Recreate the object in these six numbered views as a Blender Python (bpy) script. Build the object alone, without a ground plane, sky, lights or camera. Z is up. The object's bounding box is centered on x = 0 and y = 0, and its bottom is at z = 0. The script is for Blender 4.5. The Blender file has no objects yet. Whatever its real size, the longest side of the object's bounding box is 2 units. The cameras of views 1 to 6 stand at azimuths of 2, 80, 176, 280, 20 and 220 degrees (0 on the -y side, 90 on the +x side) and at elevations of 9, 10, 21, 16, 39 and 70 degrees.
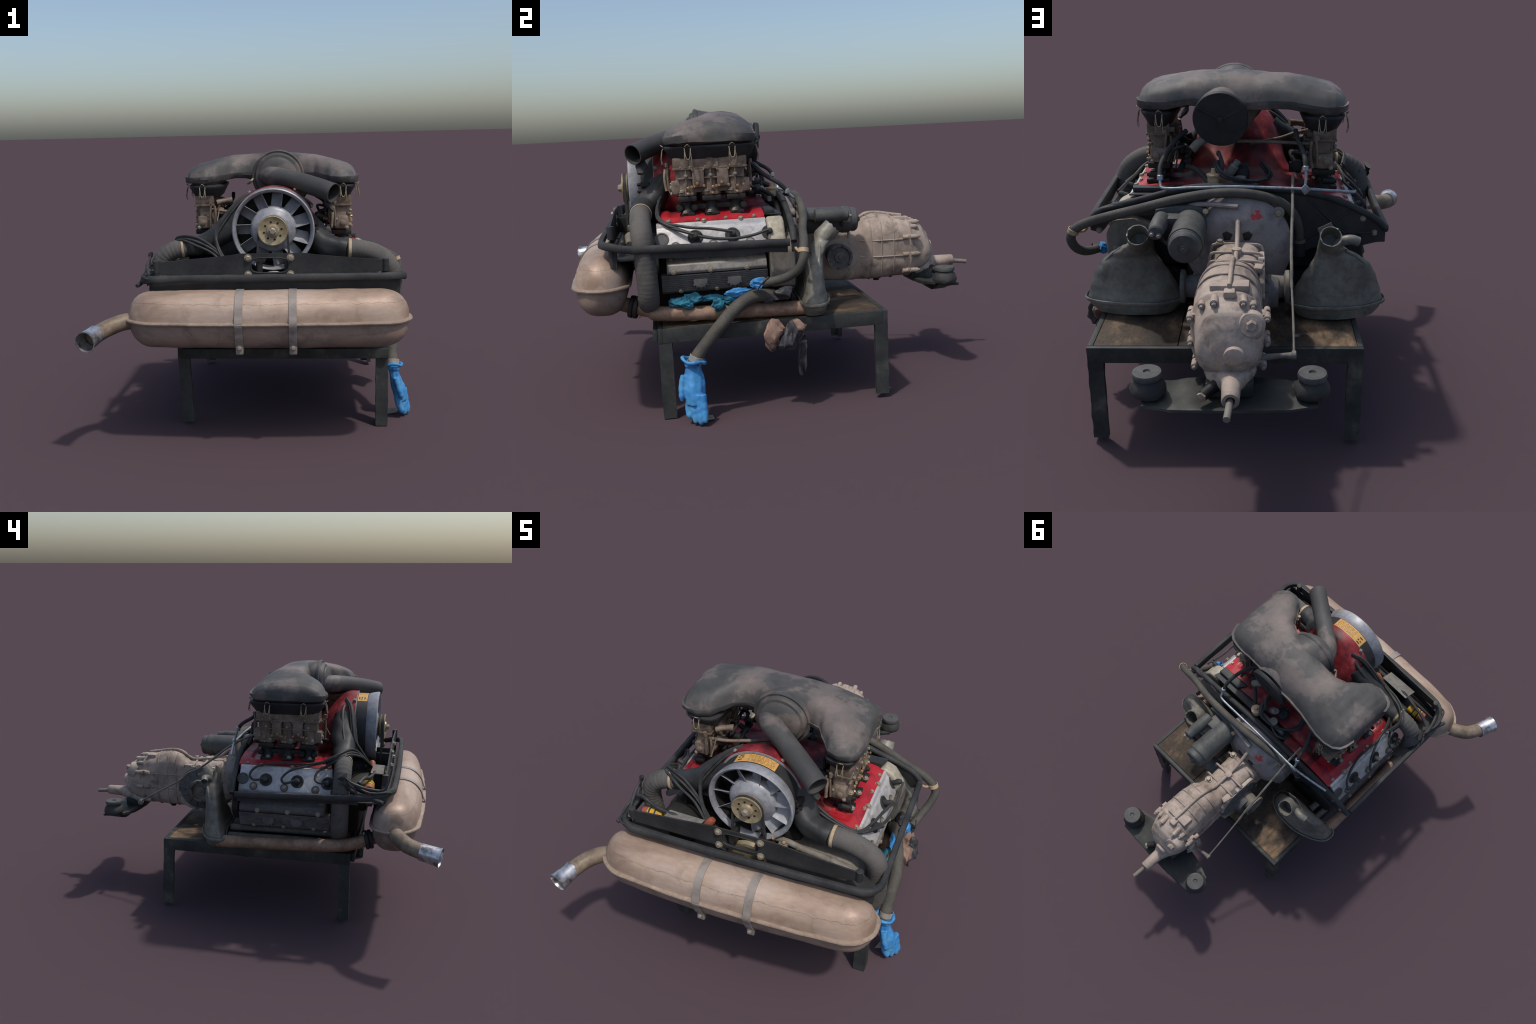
# Air-cooled flat six engine with gearbox on a low steel work stand.
# All engine parts are built in the engine's own frame: x across, +y towards the
# gearbox, z up; the engine Empty carries the small yaw of the whole assembly.
import bpy, bmesh, math, random
from math import sin, cos, pi, radians, sqrt, atan2
from mathutils import Vector, Matrix, noise, Euler

random.seed(7)
V = Vector
scene = bpy.context.scene

# ------------------------------------------------------------------ materials
def material(name, stops, scale=6.0, rough=0.6, metal=0.0, bump=0.15, grain=60.0,
             stretch=(1, 1, 1), speck=0.14, coat=0.0, patches=None, bump_dist=0.002, grime=0.0, grime_rgb=(.022, .018, .014)):
    """Noise-mottled Principled material. stops = [(position, linear rgb), ...];
    patches = [(centre, radius, rgb, raggedness)] coloured spots in object space."""
    m = bpy.data.materials.new(name)
    m.use_nodes = True
    nt = m.node_tree
    N, L = nt.nodes, nt.links
    b = N["Principled BSDF"]
    tc = N.new("ShaderNodeTexCoord")
    mp = N.new("ShaderNodeMapping")
    mp.inputs["Scale"].default_value = stretch
    L.new(tc.outputs["Object"], mp.inputs["Vector"])
    n1 = N.new("ShaderNodeTexNoise")
    n1.inputs["Scale"].default_value = scale
    n1.inputs["Detail"].default_value = 7
    n1.inputs["Roughness"].default_value = 0.6
    L.new(mp.outputs[0], n1.inputs["Vector"])
    rp = N.new("ShaderNodeValToRGB")
    el = rp.color_ramp.elements
    while len(el) < len(stops):
        el.new(0.5)
    for e, (p, c) in zip(el, stops):
        e.position = p
        e.color = (*c, 1)
    L.new(n1.outputs["Fac"], rp.inputs["Fac"])
    n2 = N.new("ShaderNodeTexNoise")
    n2.inputs["Scale"].default_value = grain
    n2.inputs["Detail"].default_value = 4
    L.new(mp.outputs[0], n2.inputs["Vector"])
    mr = N.new("ShaderNodeMapRange")
    mr.inputs["From Min"].default_value = 0.3
    mr.inputs["From Max"].default_value = 0.7
    mr.inputs["To Min"].default_value = 1 - speck
    mr.inputs["To Max"].default_value = 1 + speck
    L.new(n2.outputs["Fac"], mr.inputs["Value"])
    mx = N.new("ShaderNodeMix")
    mx.data_type = "RGBA"
    mx.blend_type = "MULTIPLY"
    mx.inputs["Factor"].default_value = 1
    L.new(rp.outputs["Color"], mx.inputs["A"])
    L.new(mr.outputs["Result"], mx.inputs["B"])
    col = mx.outputs["Result"]
    if grime:
        g = N.new("ShaderNodeTexNoise")          # ragged oily film
        g.inputs["Scale"].default_value = scale * 2.1
        g.inputs["Detail"].default_value = 9
        g.inputs["Roughness"].default_value = .68
        g.inputs["Distortion"].default_value = .6
        L.new(tc.outputs["Object"], g.inputs["Vector"])
        gr = N.new("ShaderNodeMapRange")
        gr.inputs["From Min"].default_value = .50
        gr.inputs["From Max"].default_value = .66
        gr.inputs["To Min"].default_value = 0
        gr.inputs["To Max"].default_value = grime
        L.new(g.outputs["Fac"], gr.inputs["Value"])
        gm = N.new("ShaderNodeMix")
        gm.data_type = "RGBA"
        L.new(gr.outputs["Result"], gm.inputs["Factor"])
        L.new(col, gm.inputs["A"])
        gm.inputs["B"].default_value = (*grime_rgb, 1)
        col = gm.outputs["Result"]
    for (centre, radius, rgb, ragged) in (patches or []):
        d = N.new("ShaderNodeVectorMath")
        d.operation = "DISTANCE"
        d.inputs[1].default_value = centre
        L.new(tc.outputs["Object"], d.inputs[0])
        n3 = N.new("ShaderNodeTexNoise")
        n3.inputs["Scale"].default_value = ragged
        L.new(tc.outputs["Object"], n3.inputs["Vector"])
        ma = N.new("ShaderNodeMath")
        ma.operation = "MULTIPLY_ADD"
        ma.inputs[1].default_value = radius * 2.4
        L.new(n3.outputs["Fac"], ma.inputs[0])
        L.new(d.outputs["Value"], ma.inputs[2])
        r2 = N.new("ShaderNodeMapRange")
        r2.inputs["From Min"].default_value = radius * 1.9
        r2.inputs["From Max"].default_value = radius * 2.1
        r2.inputs["To Min"].default_value = 1
        r2.inputs["To Max"].default_value = 0
        L.new(ma.outputs[0], r2.inputs["Value"])
        mm = N.new("ShaderNodeMix")
        mm.data_type = "RGBA"
        L.new(r2.outputs["Result"], mm.inputs["Factor"])
        L.new(col, mm.inputs["A"])
        mm.inputs["B"].default_value = (*rgb, 1)
        col = mm.outputs["Result"]
    L.new(col, b.inputs["Base Color"])
    b.inputs["Roughness"].default_value = rough
    b.inputs["Metallic"].default_value = metal
    if "Coat Weight" in b.inputs:
        b.inputs["Coat Weight"].default_value = coat
    b.inputs["Specular IOR Level"].default_value = 0.35
    if bump:
        bp = N.new("ShaderNodeBump")
        bp.inputs["Strength"].default_value = bump
        bp.inputs["Distance"].default_value = bump_dist
        L.new(n2.outputs["Fac"], bp.inputs["Height"])
        L.new(bp.outputs[0], b.inputs["Normal"])
    return m

M = {}
M["plastic"] = material("dusty_black_plastic", [(0.36, (.046, .046, .045)), (0.505, (.074, .070, .066)), (0.535, (.118, .101, .092)), (0.66, (.165, .134, .120))], 4.2, .6, bump=.08, speck=.07)
M["rubber"] = material("black_rubber", [(0.35, (.020, .021, .021)), (0.65, (.045, .044, .041))], 8, .7)
M["collar"] = material("collar_plastic", [(0.35, (.016, .017, .019)), (0.7, (.034, .034, .034))], 9, .6)
M["hose"] = material("worn_hose_rubber", [(0.35, (.050, .049, .044)), (0.65, (.095, .085, .070))], 10, .75, grain=120)
M["duct"] = material("woven_duct_hose", [(0.3, (.078, .074, .069)), (0.7, (.118, .108, .098))], 5, .85, grain=150, bump=.12, speck=.06, grime=0.3)
M["black"] = material("black_painted_tin", [(0.35, (.018, .019, .020)), (0.62, (.036, .036, .036)), (0.75, (.060, .056, .050))], 7, .55)
M["seal"] = material("rubber_seal", [(0.35, (.022, .023, .024)), (0.7, (.050, .050, .049))], 9, .7, grain=90, bump=.3)
M["dark"] = material("oily_dark_metal", [(0.35, (.010, .010, .010)), (0.7, (.028, .026, .022))], 9, .6)
M["red"] = material("red_enamel", [(0.30, (.20, .010, .014)), (0.5, (.36, .013, .022)), (0.7, (.40, .022, .028))], 5, .45, speck=.12, coat=.1, grime=0.6, grime_rgb=(.030, .010, .010))
M["redshade"] = material("shadow_darkened_red_enamel", [(0.32, (.030, .008, .009)), (0.45, (.12, .012, .016)), (0.57, (.235, .022, .026)), (0.68, (.34, .085, .075))], 11, .5, speck=.12)  # same red enamel, colour darkened for the shade under the air cleaner
M["steelgrey"] = material("fan_silver_paint", [(0.3, (.20, .205, .22)), (0.55, (.28, .285, .305)), (0.7, (.34, .34, .355))], 8, .42, metal=.12, speck=.15, grime=0.22)
M["cadmium"] = material("cadmium_plating", [(0.3, (.28, .22, .13)), (0.7, (.42, .35, .22))], 14, .45, metal=.35, grime=0.25)
M["bolt"] = material("dull_zinc_bolt", [(0.3, (.20, .165, .12)), (0.7, (.38, .33, .26))], 40, .5, metal=.3)
M["brass"] = material("brass_jet", [(0.3, (.26, .165, .085)), (0.7, (.42, .29, .16))], 50, .4, metal=.5)
M["carb"] = material("stained_carb_alloy", [(0.3, (.115, .083, .060)), (0.5, (.175, .130, .098)), (0.7, (.235, .185, .145))], 14, .6, metal=.1, grime=0.55)
M["cover"] = material("brushed_cover_alloy", [(0.3, (.36, .34, .33)), (0.55, (.50, .48, .465)), (0.7, (.56, .54, .52))], 7, .45, metal=.25, speck=.1, grime=0.4, grime_rgb=(.09, .075, .06))
M["coverlow"] = material("grey_magnesium_cover", [(0.3, (.075, .073, .072)), (0.7, (.12, .115, .11))], 9, .6, grime=0.45)
M["coverlip"] = material("worn_alloy_lip", [(0.3, (.20, .185, .165)), (0.7, (.33, .31, .28))], 12, .5, metal=.15, grime=0.4)
M["tin"] = material("pale_sheet_tin", [(0.3, (.30, .265, .195)), (0.7, (.42, .385, .30))], 8, .55, metal=.1, grime=0.4)
M["tindark"] = material("tarnished_tin", [(0.3, (.13, .115, .095)), (0.7, (.21, .19, .16))], 9, .6, stretch=(1, 1, .3), grime=0.45)
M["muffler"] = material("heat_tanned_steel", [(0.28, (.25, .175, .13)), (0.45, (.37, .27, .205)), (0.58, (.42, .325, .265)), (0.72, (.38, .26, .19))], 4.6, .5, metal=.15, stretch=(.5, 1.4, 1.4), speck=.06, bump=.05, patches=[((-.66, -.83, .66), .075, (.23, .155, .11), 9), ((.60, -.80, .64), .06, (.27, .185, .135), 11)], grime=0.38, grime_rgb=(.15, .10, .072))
def add_cracks(m, heights, wander, rgb, width):
    """Wandering hairline cracks along x at the given heights (object space)."""
    nt = m.node_tree
    N, L = nt.nodes, nt.links
    b = N["Principled BSDF"]
    src = b.inputs["Base Color"].links[0].from_socket
    tc = N.new("ShaderNodeTexCoord")
    sx = N.new("ShaderNodeSeparateXYZ")
    L.new(tc.outputs["Object"], sx.inputs[0])
    nz = N.new("ShaderNodeTexNoise")
    nz.inputs["Scale"].default_value = 16
    nz.inputs["Detail"].default_value = 8
    nz.inputs["Roughness"].default_value = .7
    L.new(tc.outputs["Object"], nz.inputs["Vector"])
    for h in heights:
        a = N.new("ShaderNodeMath"); a.operation = "MULTIPLY_ADD"
        a.inputs[1].default_value = wander
        a.inputs[2].default_value = -h - wander * .5
        L.new(nz.outputs["Fac"], a.inputs[0])
        c = N.new("ShaderNodeMath"); c.operation = "ADD"
        L.new(a.outputs[0], c.inputs[0]); L.new(sx.outputs["Z"], c.inputs[1])
        d = N.new("ShaderNodeMath"); d.operation = "ABSOLUTE"
        L.new(c.outputs[0], d.inputs[0])
        e = N.new("ShaderNodeMapRange")
        e.inputs["From Min"].default_value = 0
        e.inputs["From Max"].default_value = width
        e.inputs["To Min"].default_value = .6
        e.inputs["To Max"].default_value = 0
        L.new(d.outputs[0], e.inputs["Value"])
        mm = N.new("ShaderNodeMix"); mm.data_type = "RGBA"
        L.new(e.outputs["Result"], mm.inputs["Factor"])
        L.new(src, mm.inputs["A"])
        mm.inputs["B"].default_value = (*rgb, 1)
        src = mm.outputs["Result"]
    L.new(src, b.inputs["Base Color"])
add_cracks(M["muffler"], (.672,), .030, (.10, .065, .045), .0016)
M["mufflow"] = material("darker_lower_shell_steel", [(0.28, (.17, .125, .10)), (0.5, (.26, .20, .165)), (0.72, (.31, .22, .165))], 5, .5, metal=.12, stretch=(.5, 1.4, 1.4), speck=.08, bump=.05, grime=0.35)  # lower half of the muffler in a darker, greyer tan than the upper half
M["muffend"] = material("muffler_seam_steel", [(0.3, (.22, .165, .125)), (0.7, (.36, .28, .215))], 9, .5, metal=.15)
M["strap"] = material("muffler_strap_steel", [(0.3, (.23, .20, .175)), (0.7, (.30, .265, .235))], 8, .5, metal=.15, speck=.05, grime=0.3)
M["pipe"] = material("rusty_exhaust_pipe", [(0.3, (.13, .08, .052)), (0.5, (.24, .15, .10)), (0.68, (.34, .225, .16))], 7, .55, metal=.15, grime=0.4)
M["tail"] = material("sooty_tailpipe", [(0.3, (.14, .105, .07)), (0.7, (.26, .20, .145))], 10, .55, metal=.1, grime=0.4)
M["chrome"] = material("pitted_chrome", [(0.38, (.22, .215, .21)), (0.5, (.50, .50, .51)), (0.62, (.62, .62, .64))], 22, .33, metal=.8, speck=.15, grime=0.3)
M["heater"] = material("heater_box_steel", [(0.3, (.115, .108, .092)), (0.5, (.18, .172, .145)), (0.7, (.275, .265, .22))], 5, .5, metal=.15, grime=0.42)
M["gear"] = material("cast_gearbox_alloy", [(0.28, (.23, .178, .143)), (0.48, (.345, .275, .225)), (0.68, (.43, .35, .29))], 6, .65, metal=.03, grain=110, bump=.10, speck=.08, grime=0.62, grime_rgb=(.075, .060, .050))
M["bell"] = material("grey_bellhousing_alloy", [(0.3, (.19, .165, .155)), (0.7, (.29, .255, .24))], 8, .65, grain=130, bump=.10, speck=.06,
                    patches=[((-.083, .135, .803), .024, (.38, .04, .045), 55)], grime=0.5, grime_rgb=(.075, .062, .055))
M["starter"] = material("starter_grey_paint", [(0.3, (.052, .054, .052)), (0.7, (.095, .095, .088))], 9, .55, grime=0.35)
M["mount"] = material("mount_rubber", [(0.3, (.045, .046, .047)), (0.7, (.095, .095, .090))], 12, .7)
M["cross"] = material("crossmember_paint", [(0.35, (.016, .018, .018)), (0.55, (.035, .037, .032)), (0.7, (.075, .072, .055))], 8, .55)
M["stand"] = material("dark_angle_iron", [(0.35, (.022, .025, .025)), (0.58, (.042, .045, .041)), (0.75, (.12, .105, .08))], 9, .6)
M["wood"] = material("oily_board", [(0.34, (.022, .017, .013)), (0.48, (.062, .043, .028)), (0.55, (.125, .083, .050)), (0.63, (.22, .135, .072)), (0.70, (.30, .12, .045))], 4.5, .75, stretch=(1.7, .8, 1), grain=60, speck=.25)
M["glove"] = material("blue_nitrile", [(0.35, (.035, .155, .36)), (0.52, (.05, .24, .52)), (0.7, (.09, .27, .44))], 9, .55, speck=.06, bump=.05)
M["rag_blue"] = material("dirty_blue_cloth", [(0.3, (.012, .06, .10)), (0.5, (.02, .13, .19)), (0.7, (.04, .24, .33))], 14, .8)
M["rag_pink"] = material("brown_rag_cloth", [(0.40, (.03, .028, .028)), (0.46, (.20, .125, .095)), (0.7, (.30, .20, .155))], 9, .85)
M["rag_black"] = material("black_rag_plastic", [(0.3, (.018, .018, .022)), (0.7, (.05, .05, .056))], 14, .55)
M["wire"] = material("wire_rubber", [(0.3, (.018, .019, .020)), (0.7, (.05, .05, .048))], 20, .6)
M["silver"] = material("zinc_linkage_rod", [(0.3, (.20, .23, .26)), (0.7, (.36, .39, .42))], 30, .4, metal=.4)
M["clip"] = material("tarnished_clip_wire", [(0.3, (.20, .16, .10)), (0.7, (.36, .31, .22))], 40, .5, metal=.3)
M["orange"] = material("orange_sticker", [(0.3, (.46, .24, .06)), (0.7, (.60, .34, .10))], 20, .55, speck=.12, bump=0)
M["ink"] = material("sticker_ink", [(0.4, (.05, .03, .015)), (0.6, (.08, .05, .02))], 20, .6, bump=0)
M["yellow"] = material("yellow_coil_label", [(0.3, (.45, .25, .02)), (0.7, (.60, .38, .04))], 25, .5)
M["rust"] = material("red_brown_lacquer", [(0.3, (.22, .055, .03)), (0.7, (.36, .11, .06))], 25, .5)
M["plate"] = material("grey_dusty_plate", [(0.3, (.13, .125, .11)), (0.7, (.20, .19, .17))], 18, .7, grime=0.3)
M["clamp"] = material("tan_hose_clamp", [(0.3, (.30, .20, .11)), (0.7, (.46, .35, .22))], 40, .55)
M["paper"] = material("grey_scrap", [(0.3, (.20, .18, .15)), (0.7, (.32, .29, .25))], 40, .8)

# ------------------------------------------------------------------ scene tree
def empty(name, loc=(0, 0, 0), rot=0.0, label=None, category=None):
    e = bpy.data.objects.new(name, None)
    scene.collection.objects.link(e)
    e.location = loc
    e.rotation_euler = (0, 0, rot)
    if label:
        e["label"] = label
        e["category"] = category
    return e

ENGINE = empty("flat_six_engine", (0.106, 0, 0), radians(-2.4),
               "used air-cooled flat six engine with gearbox and exhaust", "car engine")
STAND = empty("work_stand", (0.106, 0, 0), radians(-2.4),
              "low black angle iron stand with stained wooden top", "work stand")

def add(name, me, mat, parent=ENGINE, stuff=False):
    o = bpy.data.objects.new(name, me)
    scene.collection.objects.link(o)
    if mat is not None:
        for mm in (mat if isinstance(mat, (list, tuple)) else [mat]):
            me.materials.append(M[mm])
    o.parent = parent
    if stuff:
        o["kind"] = "stuff"
    return o

def finish(name, bm, mat, parent=ENGINE, angle=38, stuff=False):
    bmesh.ops.recalc_face_normals(bm, faces=bm.faces)
    me = bpy.data.meshes.new(name)
    bm.to_mesh(me)
    bm.free()
    for p in me.polygons:
        p.use_smooth = True
    me.set_sharp_from_angle(angle=radians(angle))
    return add(name, me, mat, parent, stuff)

def roughen(bm, amp, scale, seed=0.0, along=None):
    bm.normal_update()
    off = V((seed * 3.1, seed * 1.7, seed * 2.3))
    for v in bm.verts:
        n = noise.fractal(v.co * scale + off, 1.0, 2.0, 3)
        v.co += v.normal * n * amp

# ------------------------------------------------------------------ shape tools
def smooth_path(pts, per=8):
    """Catmull-Rom through the control points."""
    P = [V(p) for p in pts]
    if len(P) < 3:
        return P
    out = []
    for i in range(len(P) - 1):
        p0 = P[i - 1] if i > 0 else P[0] * 2 - P[1]
        p1, p2 = P[i], P[i + 1]
        p3 = P[i + 2] if i + 2 < len(P) else P[-1] * 2 - P[-2]
        for k in range(per):
            t = k / per
            out.append(0.5 * ((2 * p1) + (p2 - p0) * t + (2 * p0 - 5 * p1 + 4 * p2 - p3) * t * t + (3 * p1 - p0 - 3 * p2 + p3) * t ** 3))
    out.append(P[-1])
    return out

def ring_frames(path):
    T = []
    for i in range(len(path)):
        a = path[max(i - 1, 0)]
        b = path[min(i + 1, len(path) - 1)]
        T.append((b - a).normalized())
    up = V((0, 0, 1)) if abs(T[0].z) < .9 else V((0, 1, 0))
    n = (up - T[0] * up.dot(T[0])).normalized()
    fr = []
    for t in T:
        n = (n - t * n.dot(t)).normalized()
        fr.append((n, t.cross(n)))
    return fr

def skin_rings(bm, rings, cap0=True, cap1=True, closed=True):
    vr = [[bm.verts.new(p) for p in r] for r in rings]
    n = len(vr[0])
    for a, b in zip(vr[:-1], vr[1:]):
        for i in range(n if closed else n - 1):
            j = (i + 1) % n
            bm.faces.new((a[i], a[j], b[j], b[i]))
    if cap0:
        bm.faces.new(vr[0])
    if cap1:
        bm.faces.new(list(reversed(vr[-1])))
    return vr

def tube_into(bm, pts, r, seg=12, per=8, caps=True, squash=1.0, wobble=0.0):
    path = smooth_path(pts, per)
    fr = ring_frames(path)
    rings = []
    for i, (p, (n, b)) in enumerate(zip(path, fr)):
        t = i / max(len(path) - 1, 1)
        if callable(r):
            rr = r(t)
        elif isinstance(r, (list, tuple)):
            f = t * (len(r) - 1)
            k = min(int(f), len(r) - 2)
            rr = r[k] + (r[k + 1] - r[k]) * (f - k)
        else:
            rr = r
        if wobble:
            rr *= 1 + wobble * noise.noise(p * 60)
        rings.append([p + n * rr * cos(a) + b * rr * squash * sin(a) for a in [2 * pi * k / seg for k in range(seg)]])
    skin_rings(bm, rings, caps, caps)

def tube(name, pts, r, mat, parent=ENGINE, seg=14, per=8, caps=True, squash=1.0, wobble=0.0, angle=40):
    bm = bmesh.new()
    tube_into(bm, pts, r, seg, per, caps, squash, wobble)
    return finish(name, bm, mat, parent, angle)

def pipe(name, pts, r, wall, mat, parent=ENGINE, seg=24, per=8, rings_fn=None):
    """Open pipe with wall thickness: outer skin, mouth lip and inner skin of the last stretch."""
    path = smooth_path(pts, per)
    fr = ring_frames(path)
    rad = r if callable(r) else (lambda t: r)
    def ring(i, rr):
        p, (n, b) = path[i], fr[i]
        return [p + n * rr * cos(2 * pi * k / seg) + b * rr * sin(2 * pi * k / seg) for k in range(seg)]
    m = len(path) - 1
    rings = [ring(i, rad(i / m)) for i in range(m + 1)]
    depth = max(m - max(per, m // 3), 0)
    rings += [ring(i, rad(i / m) - wall) for i in range(m, depth - 1, -1)]
    bm = bmesh.new()
    skin_rings(bm, rings)
    return finish(name, bm, mat, parent)

def lathe_into(bm, prof, origin, axis, seg=40, caps=True):
    """prof = [(radius, height along axis)]"""
    axis = V(axis).normalized()
    u = V((0, 0, 1)) if abs(axis.z) < .9 else V((1, 0, 0))
    u = (u - axis * u.dot(axis)).normalized()
    w = axis.cross(u)
    o = V(origin)
    rings = [[o + axis * h + (u * cos(2 * pi * k / seg) + w * sin(2 * pi * k / seg)) * max(r, 1e-4) for k in range(seg)] for r, h in prof]
    skin_rings(bm, rings, caps, caps)

def lathe(name, prof, origin, axis, mat, parent=ENGINE, seg=40, caps=True, angle=35):
    bm = bmesh.new()
    lathe_into(bm, prof, origin, axis, seg, caps)
    return finish(name, bm, mat, parent, angle)

def cyl_into(bm, a, b, r, r2=None, seg=14):
    a, b = V(a), V(b)
    d = b - a
    lathe_into(bm, [(r, 0), (r if r2 is None else r2, d.length)], a, d, seg)

def thicken(bm, t):
    """Give an open sheet a thickness by a second skin offset along its normals."""
    bmesh.ops.recalc_face_normals(bm, faces=bm.faces)
    bm.normal_update()
    verts, faces = bm.verts[:], bm.faces[:]
    bound = [e for e in bm.edges if e.is_boundary]
    twin = {v: bm.verts.new(v.co - v.normal * t) for v in verts}
    for f in faces:
        bm.faces.new([twin[v] for v in reversed(f.verts)])
    for e in bound:
        a, b = e.verts
        bm.faces.new((a, b, twin[b], twin[a]))

def box_into(bm, lo, hi, bev=0.004, taper=None):
    lo, hi = V(lo), V(hi)
    t = bmesh.new()
    bmesh.ops.create_cube(t, size=1)
    for v in t.verts:
        v.co = V(((lo.x + hi.x) / 2 + v.co.x * (hi.x - lo.x), (lo.y + hi.y) / 2 + v.co.y * (hi.y - lo.y), (lo.z + hi.z) / 2 + v.co.z * (hi.z - lo.z)))
    if bev:
        bmesh.ops.bevel(t, geom=t.edges[:], offset=bev, segments=2, affect='EDGES', profile=.6)
    me = bpy.data.meshes.new("tmp")
    t.to_mesh(me)
    t.free()
    bm.from_mesh(me)
    bpy.data.meshes.remove(me)

def box(name, lo, hi, mat, parent=ENGINE, bev=0.004):
    bm = bmesh.new()
    box_into(bm, lo, hi, bev)
    return finish(name, bm, mat, parent)

def prism_into(bm, outline, axis, lo, hi, bev=0.003, segs=2):
    """Extrude a 2D outline along 'x','y' or 'z' from lo to hi, edges rounded."""
    def p3(p, h):
        return {'y': V((p[0], h, p[1])), 'x': V((h, p[0], p[1])), 'z': V((p[0], p[1], h))}[axis]
    t = bmesh.new()
    a = [t.verts.new(p3(p, lo)) for p in outline]
    b = [t.verts.new(p3(p, hi)) for p in outline]
    n = len(a)
    t.faces.new(a)
    t.faces.new(list(reversed(b)))
    for i in range(n):
        t.faces.new((a[i], b[i], b[(i + 1) % n], a[(i + 1) % n]))
    bmesh.ops.recalc_face_normals(t, faces=t.faces)
    if bev:
        bmesh.ops.bevel(t, geom=t.edges[:], offset=bev, segments=segs, affect='EDGES', profile=.6, clamp_overlap=True)
    me = bpy.data.meshes.new("tmp")
    t.to_mesh(me)
    t.free()
    bm.from_mesh(me)
    bpy.data.meshes.remove(me)

def prism(name, outline, axis, lo, hi, mat, parent=ENGINE, bev=0.003, segs=2):
    bm = bmesh.new()
    prism_into(bm, outline, axis, lo, hi, bev, segs)
    return finish(name, bm, mat, parent)

def superellipse(cx, cy, hx, hy, p=2.5, n=40):
    out = []
    for k in range(n):
        a = 2 * pi * k / n
        c, s = cos(a), sin(a)
        out.append((cx + hx * math.copysign(abs(c) ** (2 / p), c), cy + hy * math.copysign(abs(s) ** (2 / p), s)))
    return out

def interp(table, t):
    """Smooth interpolation in a table [(t, a, b, ...), ...]."""
    if t <= table[0][0]:
        return table[0][1:]
    for r0, r1 in zip(table[:-1], table[1:]):
        if t <= r1[0]:
            f = (t - r0[0]) / (r1[0] - r0[0])
            f = f * f * (3 - 2 * f) * .5 + f * .5
            return tuple(a + (b - a) * f for a, b in zip(r0[1:], r1[1:]))
    return table[-1][1:]

# shared bolt meshes
def bolt_mesh(name, r, h, mat, washer=True):
    bm = bmesh.new()
    if washer:
        lathe_into(bm, [(r * 1.35, 0), (r * 1.35, h * .22)], (0, 0, 0), (0, 0, 1), 16)
    lathe_into(bm, [(r, h * .2), (r, h * .8), (r * .72, h)], (0, 0, 0), (0, 0, 1), 6)
    bmesh.ops.recalc_face_normals(bm, faces=bm.faces)
    me = bpy.data.meshes.new(name)
    bm.to_mesh(me)
    bm.free()
    for p in me.polygons:
        p.use_smooth = True
    me.set_sharp_from_angle(angle=radians(30))
    me.materials.append(M[mat])
    return me

BOLT = bolt_mesh("bolt", 1.0, 1.1, "bolt")
JET = bolt_mesh("jet", 1.0, 1.6, "brass", washer=False)
STUD = bolt_mesh("stud", 1.0, 1.8, "strap")

def place(me, name, loc, axis, size, parent=ENGINE):
    o = bpy.data.objects.new(name, me)
    scene.collection.objects.link(o)
    o.parent = parent
    q = V(axis).normalized().to_track_quat('Z', 'Y')
    o.matrix_local = Matrix.LocRotScale(V(loc), q @ Euler((0, 0, random.uniform(0, 1))).to_quaternion(), V((size,) * 3))
    return o

def bolt(loc, axis, size=.009, parent=ENGINE):
    return place(BOLT, "bolt", loc, axis, size, parent)

# ================================================================== WORK STAND
SX0, SX1, SY0, SY1, SZ = -.472, .526, -.582, .416, .396
def build_stand():
    w = .062
    bm = bmesh.new()
    for x0, x1 in ((SX0, SX0 + .02), (SX1 - .02, SX1)):
        box_into(bm, (x0, SY0 + .021, SZ - w), (x1, SY1 - .021, SZ), .003)
    for y0, y1 in ((SY0, SY0 + .02), (SY1 - .02, SY1)):
        box_into(bm, (SX0, y0, SZ - w), (SX1, y1, SZ), .003)
    roughen(bm, .0015, 30)
    finish("top_frame", bm, "stand", STAND)
    for ix, (x, sx) in enumerate(((SX0, 1), (SX1, -1))):
        for (y, sy) in ((SY0, 1), (SY1, -1)):
            bm = bmesh.new()
            n = 8
            prof = [(0, 0), (.056, 0), (.056, .022), (.022, .022), (.022, .056), (0, .056)]
            lean = .012 if (sx > 0 and sy > 0) else 0.0
            lean_y = .018 if (sx > 0 and sy < 0) else 0.0
            rings = []
            for k in range(n + 1):
                t = k / n
                foot = .0005 if (sx < 0 and sy > 0) else .018
                z = foot + (SZ - .004 - foot) * (1 - t)
                rings.append([V((x + sx * (.0008 + a) + lean * t, y + sy * (.0008 + b) + lean_y * t, z)) for a, b in prof])
            skin_rings(bm, rings)
            bmesh.ops.subdivide_edges(bm, edges=bm.edges[:], cuts=1)
            roughen(bm, .003, 22, x + y)
            finish("leg", bm, "stand", STAND)
    # board: two planks inside the angle iron
    for a, b in ((SX0 + .0215, .20), (.203, SX1 - .0215)):
        box("board", (a, SY0 + .0215, SZ - .022), (b, SY1 - .0215, SZ - .0005), "wood", STAND, .002)
    box("cross_rail", (SX0 + .022, -.05, SZ - .075), (SX1 - .022, -.01, SZ - .0225), "stand", STAND)
    box("support_block", (.27, .20, SZ - .085), (.33, .245, SZ - .0225), "stand", STAND)
    box("front_batten", (SX0 + .03, SY0 - .020, SZ - .055), (SX1 - .0, SY0 - .0012, SZ - .008), "stand", STAND)
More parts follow.
